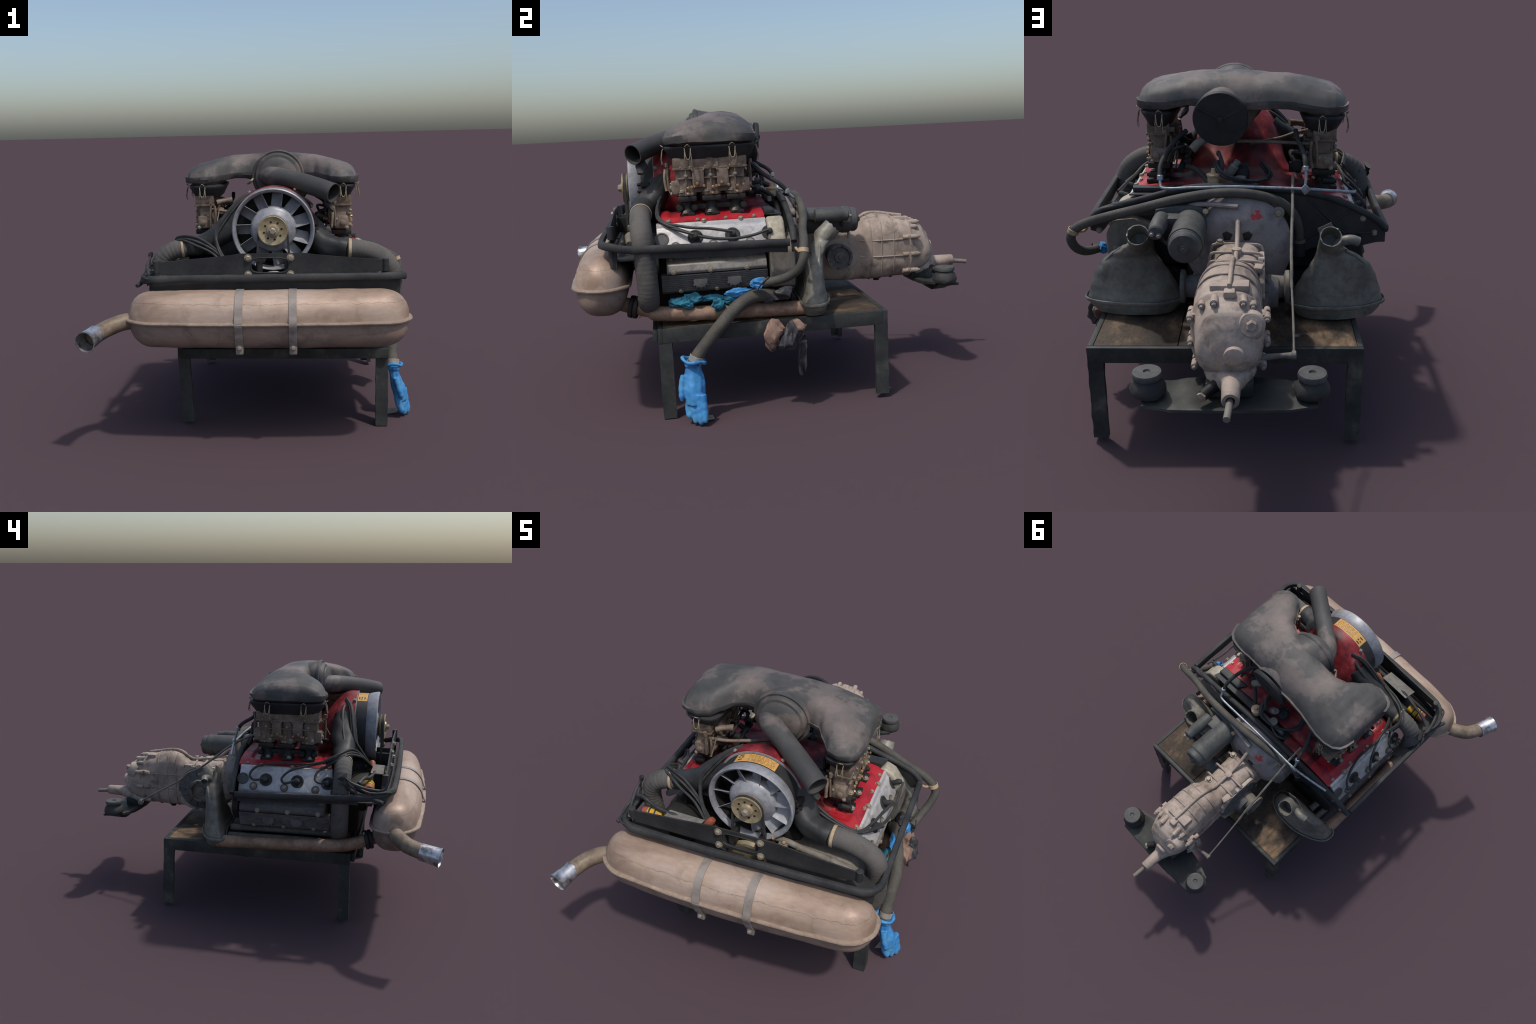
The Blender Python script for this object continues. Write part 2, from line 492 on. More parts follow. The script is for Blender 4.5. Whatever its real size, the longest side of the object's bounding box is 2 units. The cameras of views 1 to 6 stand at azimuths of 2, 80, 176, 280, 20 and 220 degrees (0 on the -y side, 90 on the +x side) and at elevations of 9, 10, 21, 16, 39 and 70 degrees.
build_stand()

# ================================================================== MUFFLER
def build_muffler():
    X0, X1, zc = -.645, .592, .592
    def sec(x):
        t = (x - X0) / (X1 - X0)
        c = 1 - (2 * t - 1) ** 2
        cap = .125
        d = min(x - X0, X1 - x)
        s = 1.0 if d >= cap else max(1 - ((cap - d) / cap) ** 2.15, 0) ** (1 / 2.15)
        return -.790 - .020 * c, (.103 + .014 * c) * s, .122 * (s ** .9), s
    xs = []
    n = 44
    for k in range(n + 1):
        a = pi * k / n
        lin = k / n
        mixv = .55 * (1 - cos(a)) / 2 + .45 * lin
        xs.append(X0 + (X1 - X0) * mixv)
    xs = sorted(set(xs + [X0 + .004, X1 - .004]))
    bm = bmesh.new()
    seg = 48
    rings = []
    for x in xs:
        cy, hy, hz, s = sec(x)
        hy, hz = max(hy, .004), max(hz, .004)
        r = []
        for k in range(seg):
            a = 2 * pi * k / seg
            c, sn = cos(a), sin(a)
            if sn < 0:
                r.append(V((x, cy + hy * math.copysign(abs(c) ** .72, c), zc + hz * 1.06 * -(abs(sn) ** .9))))
            else:
                r.append(V((x, cy + hy * math.copysign(abs(c) ** .9, c), zc + hz * abs(sn) ** .9)))
        rings.append(r)
    skin_rings(bm, rings)
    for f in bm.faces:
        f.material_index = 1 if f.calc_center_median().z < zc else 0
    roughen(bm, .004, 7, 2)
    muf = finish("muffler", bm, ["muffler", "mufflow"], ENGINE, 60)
    # rolled seam flange round the middle
    loop = []
    for x in xs:
        cy, hy, hz, s = sec(x)
        loop.append((x, cy - hy, s))
    for x in reversed(xs):
        cy, hy, hz, s = sec(x)
        loop.append((x, cy + hy, s))
    pts = [V((a, b, 0)) for a, b, s in loop]
    cen = V(((X0 + X1) / 2, -.80, 0))
    bm = bmesh.new()
    rings = []
    N_ = len(pts)
    for i, p in enumerate(pts):
        d = (pts[(i + 1) % N_] - pts[i - 1])
        nrm = V((d.y, -d.x, 0)).normalized()
        if nrm.dot(p - cen) < 0 and abs(nrm.dot(p - cen)) > .01:
            nrm = -nrm
        wv = .0030 * noise.noise(p * 14)
        w = .014 + .004 * noise.noise(p * 22 + V((5, 1, 2)))
        z0 = zc + wv
        rings.append([p - nrm * .006 + V((0, 0, z0 - .005)), p + nrm * w + V((0, 0, z0 - .0065)), p + nrm * (w + .002) + V((0, 0, z0 - .001)), p + nrm * w + V((0, 0, z0 + .004)), p - nrm * .006 + V((0, 0, z0 + .006))])
    rings.append(rings[0])
    skin_rings(bm, rings, False, False)
    bmesh.ops.remove_doubles(bm, verts=bm.verts, dist=1e-5)
    finish("seam_flange", bm, "muffend", muf)
    for x in (-.143, .088):
        cy, hy, hz, s = sec(x)
        bm = bmesh.new()
        rings = []
        for k in range(41):
            a = radians(20) + radians(250) * k / 40
            c, sn = cos(a), sin(a)
            bulge = .013 * math.exp(-((a - pi) / .13) ** 2)
            oy, oz = math.copysign(abs(c) ** .9, c), math.copysign(abs(sn) ** .9, sn)
            w = .017
            slip = -.012 * max(0, a - 3.3)
            row = []
            for e, off in ((-w, .0005), (-w, .005), (w, .005), (w, .0005)):
                row.append(V((x + e - slip * 0, cy + (hy + off + bulge) * (oy if oz > 0 else math.copysign(abs(c) ** .72, c)), zc + (hz * (1.10 if oz < 0 else 1) + off) * oz)))
            rings.append(row)
        skin_rings(bm, rings)
        finish("strap", bm, "strap", muf)
        bm = bmesh.new()
        box_into(bm, (x - .017, -.905, .452), (x + .017, -.885, .512), .006)
        finish("strap_clamp", bm, "strap", muf)
        place(STUD, "clamp_bolt", (x, -.904, .484), (0, -1, 0), .0095, muf)
    # tail pipe and chrome tip
    tp = tube("tailpipe", [(-.53, -.79, .56), (-.62, -.803, .578), (-.675, -.826, .576), (-.725, -.868, .563), (-.757, -.93, .553), (-.768, -.955, .549)], .037, "tail", ENGINE, 20)
    A, B = V((-.760, -.925, .5535)), V((-.785, -1.016, .541))
    d = (B - A)
    h = d.length
    lathe("chrome_tip", [(.040, 0), (.041, h * .3), (.043, h * .85), (.047, h * .97), (.048, h), (.043, h), (.040, h * .8), (.039, h * .2), (.0385, .001)], A, d, "chrome", tp, 32)
    # pipes joining the heat exchangers to the muffler
    for s, y0, x in ((1, -.55, .483), (-1, -.50, -.538)):
        z0 = 0 if s > 0 else .008
        pp = tube("exhaust_pipe", [(x, .100, .4285 + z0), (x, .02, .430 + z0), (x, -.2, .436 + z0), (x, y0, .452 + z0), (x - .010 * s, -.60, .468 + z0), (x - .030 * s, -.68, .488 + z0 * 1.5), (x - .06 * s, -.76, .51 + z0 * 2)], .032, "pipe", ENGINE, 20, wobble=.04)
        fx, fy, fz = x - .027 * s, -.672, .486 + z0 * 1.5
        lathe("pipe_flange", [(.034, -.020), (.047, -.018), (.049, -.004), (.043, .0), (.049, .004), (.047, .018), (.034, .020)], (fx, fy, fz), (-.2 * s, -1, .22), "dark", pp, 20)
        for dz in (-.036, .036):
            bolt((fx + .02 * s, fy + .018, fz + dz), (0, 1, 0), .008, pp)
    for dx, dz in ((0, 0), (.05, .028)):
        tube("header_pipe", [(-.45 + dx, .06, .438 + dz), (-.46 + dx, -.15, .446 + dz), (-.44 + dx, -.33, .44 + dz), (-.42 + dx, -.5, .43 + dz)], .017, "tindark")
build_muffler()

# ================================================================== CORE BLOCK
def build_core():
    bm = bmesh.new()
    box_into(bm, (-.20, -.60, .405), (.20, .03, .80), .03)
    finish("crankcase", bm, "dark")
    for s, y0, y1 in ((1, -.55, -.02), (-1, -.47, .0)):
        bm = bmesh.new()
        a, b = sorted((s * .19, s * .425))
        box_into(bm, (a, y0 + .02, .55), (b, y1, .805), .01)
        # cylinder barrels with fins
        for k in range(3):
            yc = y0 + .08 + k * .155
            for j in range(12):
                xx = s * (.2 + j * .0145)
                a, b = sorted((xx, xx + s * .006))
                box_into(bm, (a, yc - .07, .545), (b, yc + .07, .83), 0)
        finish("cylinder_bank", bm, "dark")
        bm = bmesh.new()
        ring0 = []
        rings = [[V((s * .29 + c * .45, y, .475 + d)) for c, d in superellipse(0, 0, .19, .062, 3, 28)] for y in (y0 + .03, -.25, .02)]
        skin_rings(bm, rings)
        roughen(bm, .004, 12)
        finish("heat_exchanger", bm, "dark")
    # oil cooler side cast chain housings at the fan end
    for s in (1, -1):
        bm = bmesh.new()
        a, b = sorted((s * .18, s * .50))
        prism_into(bm, [(s * .16, .60), (s * .16, .76), (s * .30, .775), (s * .43, .765), (s * (.49 if s > 0 else .45), .71), (s * (.49 if s > 0 else .44), .66), (s * .42, .61)], 'y', -.650, -.555, .018, 3)
        finish("chain_housing", bm, "tindark" if s > 0 else "dark")
        for p in ((.21, .74), (.33, .75), (.445, .735), (.43, .66), (.3, .63)):
            bolt((s * p[0], -.650, p[1]), (0, -1, 0), .010)
    # crank pulley, belt
    lathe("crank_pulley", [(.03, -.02), (.085, -.018), (.093, -.012), (.082, 0), (.093, .012), (.085, .018), (.03, .016), (.03, .03), (.012, .032)], (0, -.70, .685), (0, -1, 0), "cadmium", ENGINE, 40)
    bm = bmesh.new()
    loop = []
    for k in range(25):
        a = pi * k / 24
        loop.append(V((.064 * cos(a), 0, .962 + .064 * sin(a))))
    for k in range(25):
        a = pi + pi * k / 24
        loop.append(V((.084 * cos(a), 0, .685 + .084 * sin(a))))
    rings = []
    for i, p in enumerate(loop):
        d = loop[(i + 1) % 50] - loop[i - 1]
        n = V((-d.z, 0, d.x)).normalized()
        yy = -.692
        rings.append([p + V((0, yy - .006, 0)) - n * .004, p + V((0, yy + .006, 0)) - n * .004, p + V((0, yy + .006, 0)) + n * .006, p + V((0, yy - .006, 0)) + n * .006])
    rings.append(rings[0])
    skin_rings(bm, rings, False, False)
    finish("drive_belt", bm, "rubber")
build_core()

# ================================================================== VALVE COVERS
def build_covers():
    for s, y0, y1, plugs in ((1, -.556, -.088, (-.395, -.237, -.080)), (-1, -.478, -.008, (-.46, -.307, -.147))):
        dx = -.010 if s > 0 else .018           # the left bank stands a little further out
        # upper cover: sloping plate with a raised top lip
        pro = [(.395, .780), (.400, .822), (.412, .829), (.438, .826), (.443, .808), (.452, .800), (.497, .718), (.497, .700), (.480, .696), (.43, .73)]
        up = prism("upper_valve_cover", [(s * (a + dx), b) for a, b in pro], 'y', y0, y1, "cover", ENGINE, .005)
        nrm = V((s * .877, 0, .481))
        for k in range(3):
            yb = y0 + .046 + k * .158
            bolt((s * (.428 + dx), yb, .827), (s * .25, 0, 1), .0105, up)
            lo = V((s * (.4885 + dx), yb + .03, .734))
            lathe("bolt_boss", [(.021, -.004), (.021, .002), (.013, .003)], lo, nrm, "coverlow", up, 20)
            bolt(lo + nrm * .002, nrm, .010, up)
        for yp in plugs:
            c = V((s * (.4705 + dx), yp, .766))
            lathe("plug_well", [(.033, -.006), (.033, .0025), (.028, .004), (.020, .001)], c, nrm, "rubber", up, 24)
            lathe("plug_boot", [(.013, .0), (.015, .012), (.013, .022), (.014, .030), (.010, .044), (.005, .046)], c, (s * .9, -.05, .35), "wire", up, 16)
        lathe("core_plug", [(.030, -.004), (.030, .003), (.024, .004), (.022, .001)], V((s * (.4705 + dx), y0 + .02 if s > 0 else y1 - .02, .766)), nrm, "coverlow", up, 24)
        dx = .008 if s > 0 else .042
        # lower cover: bright lip above a ribbed dark face
        zd = 0 if s > 0 else -.018
        lip = [(.38, .685 + zd), (.425, .683 + zd), (.452, .664 + zd), (.468, .656 + zd), (.477, .628 + zd), (.470, .616 + zd), (.40, .615 + zd)]
        yl0, yl1 = (-.545, -.098) if s > 0 else (-.468, -.012)
        low = prism("lower_valve_cover", [(s * (a + dx), b) for a, b in lip], 'y', yl0 + .02, yl1, "coverlip" if s > 0 else "coverlow", ENGINE, .005)
        face = [(.40, .614 + zd)]
        nr = 9
        for k in range(nr):
            z = .612 + zd - k * .0085
            x = .470 - .0030 * k
            face += [(x, z), (x, z - .0042), (x - .0045, z - .0055), (x - .0045, z - .0078)]
        face += [(.432, .528 + zd), (.38, .528 + zd)]
        rb = bmesh.new()
        prism_into(rb, [(s * (a + dx), b) for a, b in face], 'y', yl0 - .004, yl1 + .002, 0)
        rib = finish("ribbed_face", rb, "coverlow", low, 25)
        L_ = yl1 - yl0
        for k in range(3):
            yb = yl0 + .05 + k * .155
            bolt((s * (.4745 + dx), yb + .0, .628 + zd), (s * 1, 0, .1), .0095, low)
            bolt((s * (.440 + dx), yb - .01, .675 + zd), (s * .6, 0, .8), .0095, low)
            bolt((s * (.440 + dx), yb + .025, .540 + zd), (s * .9, 0, -.3), .0095, low)
        for k in (0, 1):
            yb = yl0 + .16 + k * .145
            bm = bmesh.new()
            c = V((s * (.4615 + dx), yb, .580 + zd))
            lathe_into(bm, [(.030, -.012), (.030, .0015), (.027, .003)], c, (s, 0, .22), 24)
            for j in range(5):
                a = radians(-150 + 30 * j)
                p = c + V((0, cos(a) * .030, sin(a) * .030 - .001))
                lathe_into(bm, [(.006, -.012), (.006, .002), (.003, .003)], p, (s, 0, .22), 10)
            finish("rosette_boss", bm, "coverlow", low)
        # tin behind / around the covers
    prism("rear_tin_cover", [(.39, .72), (.39, .820), (.42, .832), (.460, .812), (.505, .745), (.512, .712), (.47, .70)], 'y', -.086, -.012, "tin", ENGINE, .014, 3)
    prism("lower_tin_panel", [(.33, .53), (.33, .73), (.40, .755), (.485, .740), (.512, .69), (.512, .60), (.485, .53)], 'y', -.085, .022, "tindark", ENGINE, .01, 3)
    prism("lower_tin_panel", [(-.35, .55), (-.35, .70), (-.45, .70), (-.50, .69), (-.505, .60), (-.475, .545)], 'y', -.006, .03, "dark", ENGINE, .01, 3)
build_covers()

# ================================================================== RED SHROUD
def build_shroud():
    # cylinder tin under the carburettors
    for s, y0, y1 in ((1, -.545, -.090), (-1, -.470, .004)):
        bm = bmesh.new()
        nu, nv = 24, 60
        rows = []
        for j in range(nv + 1):
            y = y0 + (y1 - y0) * j / nv
            row = []
            for i in range(nu + 1):
                u = i / nu
                x = .12 + ((.418 if s > 0 else .443) - .12) * u
                z = .862 - .022 * max(0, (u - .55) / .45) ** 1.2
                # stepped outer edge with recesses below the intake runners
                ph = ((y - y0) / (y1 - y0) * 3) % 1
                rec = max(0, 1 - abs(ph - .5) / .22)
                z -= .012 * min(1, rec * 2) * max(0, min(1, (.88 - u) / .1))
                z -= .010 * max(0, min(1, (u - .90) / .04))
                row.append(V((s * x, y, z)))
            rows.append(row)
        vs = skin_rings(bm, rows, False, False, closed=False)
        thicken(bm, .012)
        for f in bm.faces:
            f.material_index = 1 if abs(f.calc_center_median().x) < (.285 if s > 0 else .305) else 0  # inner part gets the darker red, outer strip the brighter one
        o = finish("cylinder_tin", bm, ["red", "redshade"])
        for k in range(4):
            bolt((s * (.407 if s > 0 else .432), y0 + .045 + k * (y1 - y0 - .09) / 3, .8325), (0, 0, 1), .008, o)
    # fan housing: round at the fan, flattening towards the gearbox
    bm = bmesh.new()
    rows = []
    for j in range(37):
        t = j / 36
        y = -.552 + t * .50
        w = 1 - min(1, max(0, (t - .06) / .62))
        w = w * w * (3 - 2 * w)
        row = []
        for i in range(61):
            a = radians(-128 + 256 * i / 60)
            R = .190 - .012 * t
            cx, cz = R * sin(a), .962 + R * cos(a)
            f = a / radians(128)
            fx = .30 * f
            fz = .905 - .05 * abs(f) ** 2 - .02 * t
            p = V((cx * w + fx * (1 - w), y, max(cz, .80) * w + fz * (1 - w)))
            p.z += .016 * noise.noise(V((p.x * 13, y * 13, 2))) * min(1, t * 4) * (1 if w > .02 else .5)
            row.append(p)
        rows.append(row)
    skin_rings(bm, rows, False, False, closed=False)
    thicken(bm, .006)
    o = finish("fan_housing", bm, "redshade", ENGINE, 50)
    for a in (-75, -35, 30, 62):
        bolt((.195 * sin(radians(a)), -.545, .962 + .195 * cos(radians(a))), (sin(radians(a)), 0, cos(radians(a))), .007, o)
    # black side legs of the housing leading air to the heater hoses
    legs = {
        -1: [((-.13, -.500, 1.03), .055, .06), ((-.22, -.505, .95), .060, .065), ((-.30, -.513, .895), .05, .055), ((-.38, -.522, .868), .044, .046), ((-.42, -.527, .862), .043, .043)],
        1: [((.13, -.52, 1.00), .05, .055), ((.19, -.56, .925), .055, .06), ((.23, -.595, .885), .05, .052), ((.28, -.612, .872), .046, .048), ((.335, -.618, .865), .044, .044)]}
    for s, L_ in legs.items():
        bm = bmesh.new()
        path = smooth_path([p for p, a, b in L_], 6)
        fr = ring_frames(path)
        rings = []
        for i, (p, (n, b)) in enumerate(zip(path, fr)):
            f = i / (len(path) - 1) * (len(L_) - 1)
            k = min(int(f), len(L_) - 2)
            ra = L_[k][1] + (L_[k + 1][1] - L_[k][1]) * (f - k)
            rb = L_[k][2] + (L_[k + 1][2] - L_[k][2]) * (f - k)
            rings.append([p + n * c + b * d for c, d in superellipse(0, 0, ra, rb, 2.6, 28)])
        skin_rings(bm, rings)
        roughen(bm, .006, 16, s)
        finish("air_duct", bm, "black")
    # flat black side panel beside the fan on the left, small bracket on the right
    prism("shroud_side_panel", [(-.10, 1.10), (-.19, 1.04), (-.27, .97), (-.36, .89), (-.36, .84), (-.20, .82), (-.12, .84)], 'y', -.545, -.535, "black", ENGINE, .003)
    prism("shroud_side_panel", [(.12, 1.06), (.19, 1.0), (.25, .92), (.30, .86), (.24, .82), (.14, .84)], 'y', -.545, -.535, "black", ENGINE, .003)
build_shroud()

# ================================================================== FAN
def build_fan():
    C = (0, 0, .962)
    ax = (0, -1, 0)
    fan = lathe("fan_ring", [(.172, .556), (.1735, .557), (.1745, .611), (.178, .616), (.182, .630), (.187, .658), (.1865, .665), (.182, .669), (.176, .666), (.170, .658), (.167, .648), (.1675, .645), (.1700, .62), (.170, .56)], (0, 0, .962), ax, "steelgrey", ENGINE, 72, caps=False)
    lathe("fan_band", [(.1745, .552), (.1770, .553), (.1770, .612), (.1745, .613)], (0, 0, .962), ax, "black", ENGINE, 72, caps=False)
    lathe("band_rim", [(.178, .548), (.1865, .549), (.1865, .5545), (.178, .5555)], (0, 0, .962), ax, "steelgrey", ENGINE, 72, caps=False)
    lathe("fan_throat", [(.1665, .552), (.1668, .60), (.1660, .644), (.1672, .645), (.1695, .60), (.169, .552)], (0, 0, .962), ax, "dark", fan, 56, caps=False)
    lathe("fan_backing", [(.003, .553), (.176, .553), (.176, .549), (.003, .549)], (0, 0, .962), ax, "dark", ENGINE, 48)
    hub = lathe("fan_hub", [(.088, .554), (.100, .575), (.106, .612), (.106, .632), (.1005, .646), (.090, .654), (.078, .658), (.074, .662), (.060, .666), (.05, .668), (.01, .669)], (0, 0, .962), ax, "steelgrey", fan, 56)
    # blades: twisted, thin vanes from hub to rim
    bm = bmesh.new()
    n = 7
    rows = []
    for i in range(n + 1):
        t = i / n
        r = .100 + .0668 * t
        pitch = radians(52 - 10 * t)
        ch = .030 + .006 * t
        sec_ = []
        for k in range(9):
            u = -1 + 2 * k / 8
            w = u * ch
            camber = .006 * (1 - u * u)
            sec_.append(V((w * sin(pitch) + camber * cos(pitch), -(.630 + w * cos(pitch)) + camber * sin(pitch), r)))
        th = .0022
        back = [p + V((th * cos(pitch) * 1, th * sin(pitch), 0)) for p in reversed(sec_)]
        rows.append(sec_ + back)
    skin_rings(bm, rows)
    bmesh.ops.recalc_face_normals(bm, faces=bm.faces)
    me = bpy.data.meshes.new("fan_blade")
    bm.to_mesh(me)
    bm.free()
    for p in me.polygons:
        p.use_smooth = True
    me.set_sharp_from_angle(angle=radians(50))
    me.materials.append(M["steelgrey"])
    for k in range(11):
        o = bpy.data.objects.new("fan_blade", me)
        scene.collection.objects.link(o)
        o.parent = fan
        o.matrix_local = Matrix.Translation((0, 0, .962)) @ Matrix.Rotation(2 * pi * k / 11 + .13, 4, 'Y')
    pul = lathe("fan_pulley", [(.046, .668), (.066, .680), (.067, .684), (.060, .690), (.060, .694), (.0675, .700), (.0675, .704), (.064, .7055), (.050, .700), (.030, .699), (.027, .709), (.020, .711), (.004, .711)], (0, 0, .962), ax, "cadmium", fan, 56)
    place(BOLT, "pulley_nut", (0, -.709, .962), (0, -1, 0), .0165, fan)
    for k in range(8):
        a = 2 * pi * k / 8 + .2
        lathe("pulley_hole", [(.0052, 0), (.0052, .0012)], (.040 * cos(a), -.6995, .962 + .040 * sin(a)), (0, -1, 0), "dark", fan, 10)
    # orange sticker on the band with a printed crest and lines of text
    def band_patch(name, a0, a1, y0, y1, R, mat, parent):
        bm = bmesh.new()
        rows = []
        n = max(2, int((a1 - a0) / 2))
        for i in range(n + 1):
            a = radians(a0 + (a1 - a0) * i / n)
            d = V((sin(a), 0, cos(a)))
            c = V((0, 0, .962))
            rows.append([c + d * R + V((0, y0, 0)), c + d * (R + .0007) + V((0, y0, 0)), c + d * (R + .0007) + V((0, y1, 0)), c + d * R + V((0, y1, 0))])
        skin_rings(bm, rows)
        return finish(name, bm, mat, parent)
    st = band_patch("sticker", -31, 29, -.609, -.558, .1771, "orange", fan)
    for k in range(7):
        y = -.603 + k * .0062
        a = -12
        while a < 25:
            w = random.uniform(2, 7)
            band_patch("printed_line", a, min(a + w, 26), y, y + .0012, .1779, "ink", fan)
            a += w + 1.2
    for dy, a0, a1 in ((-.598, -26, -20), (-.583, -27, -24), (-.583, -22, -19), (-.570, -26, -20)):
        band_patch("printed_crest", a0, a1, dy, dy + .006, .1779, "ink", fan)
build_fan()

# ================================================================== AIR CLEANER
def build_air_cleaner():
    # plan outline and height of the moulded lid, station by station across x
    T = [(-.438, -.350, -.140, 1.196, 1.162), (-.432, -.385, -.095, 1.216, 1.160), (-.415, -.408, -.062, 1.234, 1.158), (-.385, -.420, -.042, 1.250, 1.157), (-.34, -.424, -.034, 1.260, 1.157),
         (-.29, -.412, -.036, 1.272, 1.160), (-.25, -.372, -.042, 1.280, 1.166), (-.21, -.330, -.050, 1.285, 1.172), (-.15, -.308, -.062, 1.290, 1.172), (-.07, -.316, -.074, 1.294, 1.165),
         (.0, -.330, -.076, 1.297, 1.16), (.07, -.338, -.086, 1.296, 1.16), (.14, -.350, -.094, 1.290, 1.168), (.19, -.375, -.094, 1.284, 1.172), (.225, -.435, -.097, 1.277, 1.166),
         (.265, -.492, -.098, 1.268, 1.158), (.31, -.508, -.103, 1.257, 1.155), (.35, -.501, -.112, 1.244, 1.155), (.378, -.482, -.130, 1.228, 1.156), (.392, -.455, -.158, 1.212, 1.158), (.398, -.42, -.19, 1.194, 1.162)]
    bm = bmesh.new()
    rings = []
    n = 72
    for k in range(n + 1):
        t = k / n
        x = -.438 + .836 * (.5 * (1 - cos(pi * t)) * .45 + .55 * t)
        yf, yb, zt, zb = interp(T, x)
        cy, hy = (yf + yb) / 2, (yb - yf) / 2
        peak = max(min(-.285 - cy, hy * .45), -hy * .45)
        hy -= .004
        zl = zb + .030
        r = []
        m = 28
        hy = max(hy, .004)
        for i in range(m + 1):                # domed top, back edge to front edge
            u = -1 + 2 * i / m
            yy = cy - hy * math.copysign(abs(u) ** .92, u) + peak * .7 * (1 - abs(u))
            r.append(V((x * (1 - .020 * min(1, max(0, abs(x) - .25) / .12)), yy, zl + (zt - zl) * max(1 - abs(u) ** 2.5, 0) ** .62)))
        out = 1 + .004 * min(1, max(0, abs(x) - .15) / .2)
        q = .009 * min(1, hy / .08)
        for e, zz in ((q, zl + .002), (q, zl - .010), (-.001, zb + .003), (-.012 * min(1, hy / .05), zb)):
            r.append(V((x * out, cy - hy - e, zz)))
        for k2 in range(1, 4):
            r.append(V((x * .99, cy - hy + 2 * hy * k2 / 4, zb)))
        for e, zz in ((-.012 * min(1, hy / .05), zb), (-.001, zb + .003), (q, zl - .010), (q, zl + .002)):
            r.append(V((x * out, cy + hy + e, zz)))
        rings.append(r)
    skin_rings(bm, rings)
    roughen(bm, .005, 9, 4)
    ac = finish("air_cleaner_lid", bm, "plastic", ENGINE, 32)
    # central drum between the two arms
    bm = bmesh.new()
    rings = []
    for y, cx, cz, R in ((-.345, .015, 1.186, .118), (-.33, .015, 1.186, .121), (-.24, .028, 1.170, .118), (-.15, .045, 1.148, .112), (-.100, .058, 1.134, .107), (-.084, .062, 1.130, .104)):
        rings.append([V((cx + R * cos(2 * pi * k / 56), y, cz + R * sin(2 * pi * k / 56))) for k in range(56)])
    skin_rings(bm, rings)
    finish("filter_drum", bm, "plastic", ac, 50)
    rc = lathe("rear_cap", [(.107, -.004), (.108, .010), (.105, .016), (.092, .018), (.02, .019), (.004, .019)], (.062, -.082, 1.130), (.03, 1, -.14), "collar", ac, 56)
    box("cap_catch", (.052, -.066, 1.118), (.074, -.054, 1.140), "collar", ac, .004)
    for a in (28, 152):
        bm = bmesh.new()
        c = V((.062, -.0645, 1.127))
        tube_into(bm, [c + V((.012 * cos(radians(a)), .002, .012 * sin(radians(a)))), c + V((.10 * cos(radians(a)), -.001 + .014 * sin(radians(a)), .10 * sin(radians(a))))], .004, 8)
        finish("cap_crease", bm, "collar", ac)
    # stepped front cover with the intake horn
    lathe("front_cover", [(.124, -.004), (.128, .004), (.128, .012), (.122, .016), (.114, .014), (.112, .026), (.106, .034), (.094, .036), (.092, .044), (.082, .052), (.06, .058), (.01, .060)], (.015, -.334, 1.184), (-.02, -1, -.02), "plastic", ac, 64)
    pipe("intake_horn", [(-.035, -.352, 1.185), (-.015, -.395, 1.186), (.02, -.430, 1.184), (.075, -.475, 1.175), (.14, -.528, 1.160), (.21, -.584, 1.141), (.274, -.636, 1.120)], lambda t: .050 - .006 * min(1, t * 2) + .001 * (t > .97), .004, "plastic", ac, 28)
    bm = bmesh.new()
    tube_into(bm, [(.235, -.60, 1.095), (.245, -.603, 1.07), (.262, -.605, 1.048), (.275, -.606, 1.035)], [.020, .026, .020, .012], 12, squash=.45)
    roughen(bm, .006, 40)
    finish("torn_flap", bm, "rubber", ac)
    # rims, collars and clips above each carburettor set
    for s, xi, xo, y0, y1 in ((1, .232, .393, -.506, -.100), (-1, -.245, -.432, -.424, -.032)):
        cx, hx = (xi + xo) / 2, abs(xo - xi) / 2
        cy, hy = (y0 + y1) / 2, (y1 - y0) / 2
        bm = bmesh.new()
        rings = []
        for z, e in ((1.149, -.022), (1.155, -.016), (1.172, -.013), (1.185, -.014)):
            rings.append([V((a, b, z + .002 * noise.noise(V((a * 20, b * 20, 1))))) for a, b in superellipse(cx, cy, hx + e, hy + e, 3.4, 64)])
        skin_rings(bm, rings)
        finish("lid_rim", bm, "plastic", ac, 50)
        bm = bmesh.new()
        rings = []
        ccx = cx + s * -.002
        for z, ex, ey in ((1.085, -.036, -.040), (1.092, -.030, -.034), (1.115, -.016, -.018), (1.135, -.007, -.006), (1.142, -.004, -.004), (1.146, -.005, -.005), (1.1515, -.018, -.018)):
            rings.append([V((a, b, z)) for a, b in superellipse(ccx, cy, hx + ex, hy + ey, 3.8, 64)])
        skin_rings(bm, rings)
        roughen(bm, .0025, 30)
        col = finish("carburettor_collar", bm, "collar", ac, 50)
        # spring clips
        def clip(p, out, k):
            p, out = V(p), V(out)
            side = V((-out.y, out.x, 0))
            bm = bmesh.new()
            w = .013
            tube_into(bm, [p + side * w + V((0, 0, .005)), p + side * w * .9 + out * .006 + V((0, 0, -.01)), p + side * w * .5 + out * .010 + V((0, 0, -.038)), p - side * w * .5 + out * .010 + V((0, 0, -.038)), p - side * w * .9 + out * .006 + V((0, 0, -.01)), p - side * w + V((0, 0, .005))], .0022, 6, 5)
            tube_into(bm, [p + side * w * .8 + V((0, 0, .012)), p + out * .010 + V((0, 0, .020)), p - side * w * .8 + V((0, 0, .012))], .0022, 6, 5)
            ln = random.uniform(.05, .07)
            for q in (-1, 1):
                tube_into(bm, [p + side * w * q + out * .004 + V((0, 0, -.01)), p + side * w * q * 1.15 + out * .010 + V((0, 0, -.04)), p + side * w * q * .9 + out * (.002 + random.uniform(0, .008)) + V((0, 0, -ln))], .0016, 6, 5)
            o = finish("spring_clip", bm, "clip", ac)
        for q in (-.27, .25):
            clip((xo + s * .000, cy + q * 2 * hy * .9, 1.133), (s, 0, 0), 0)
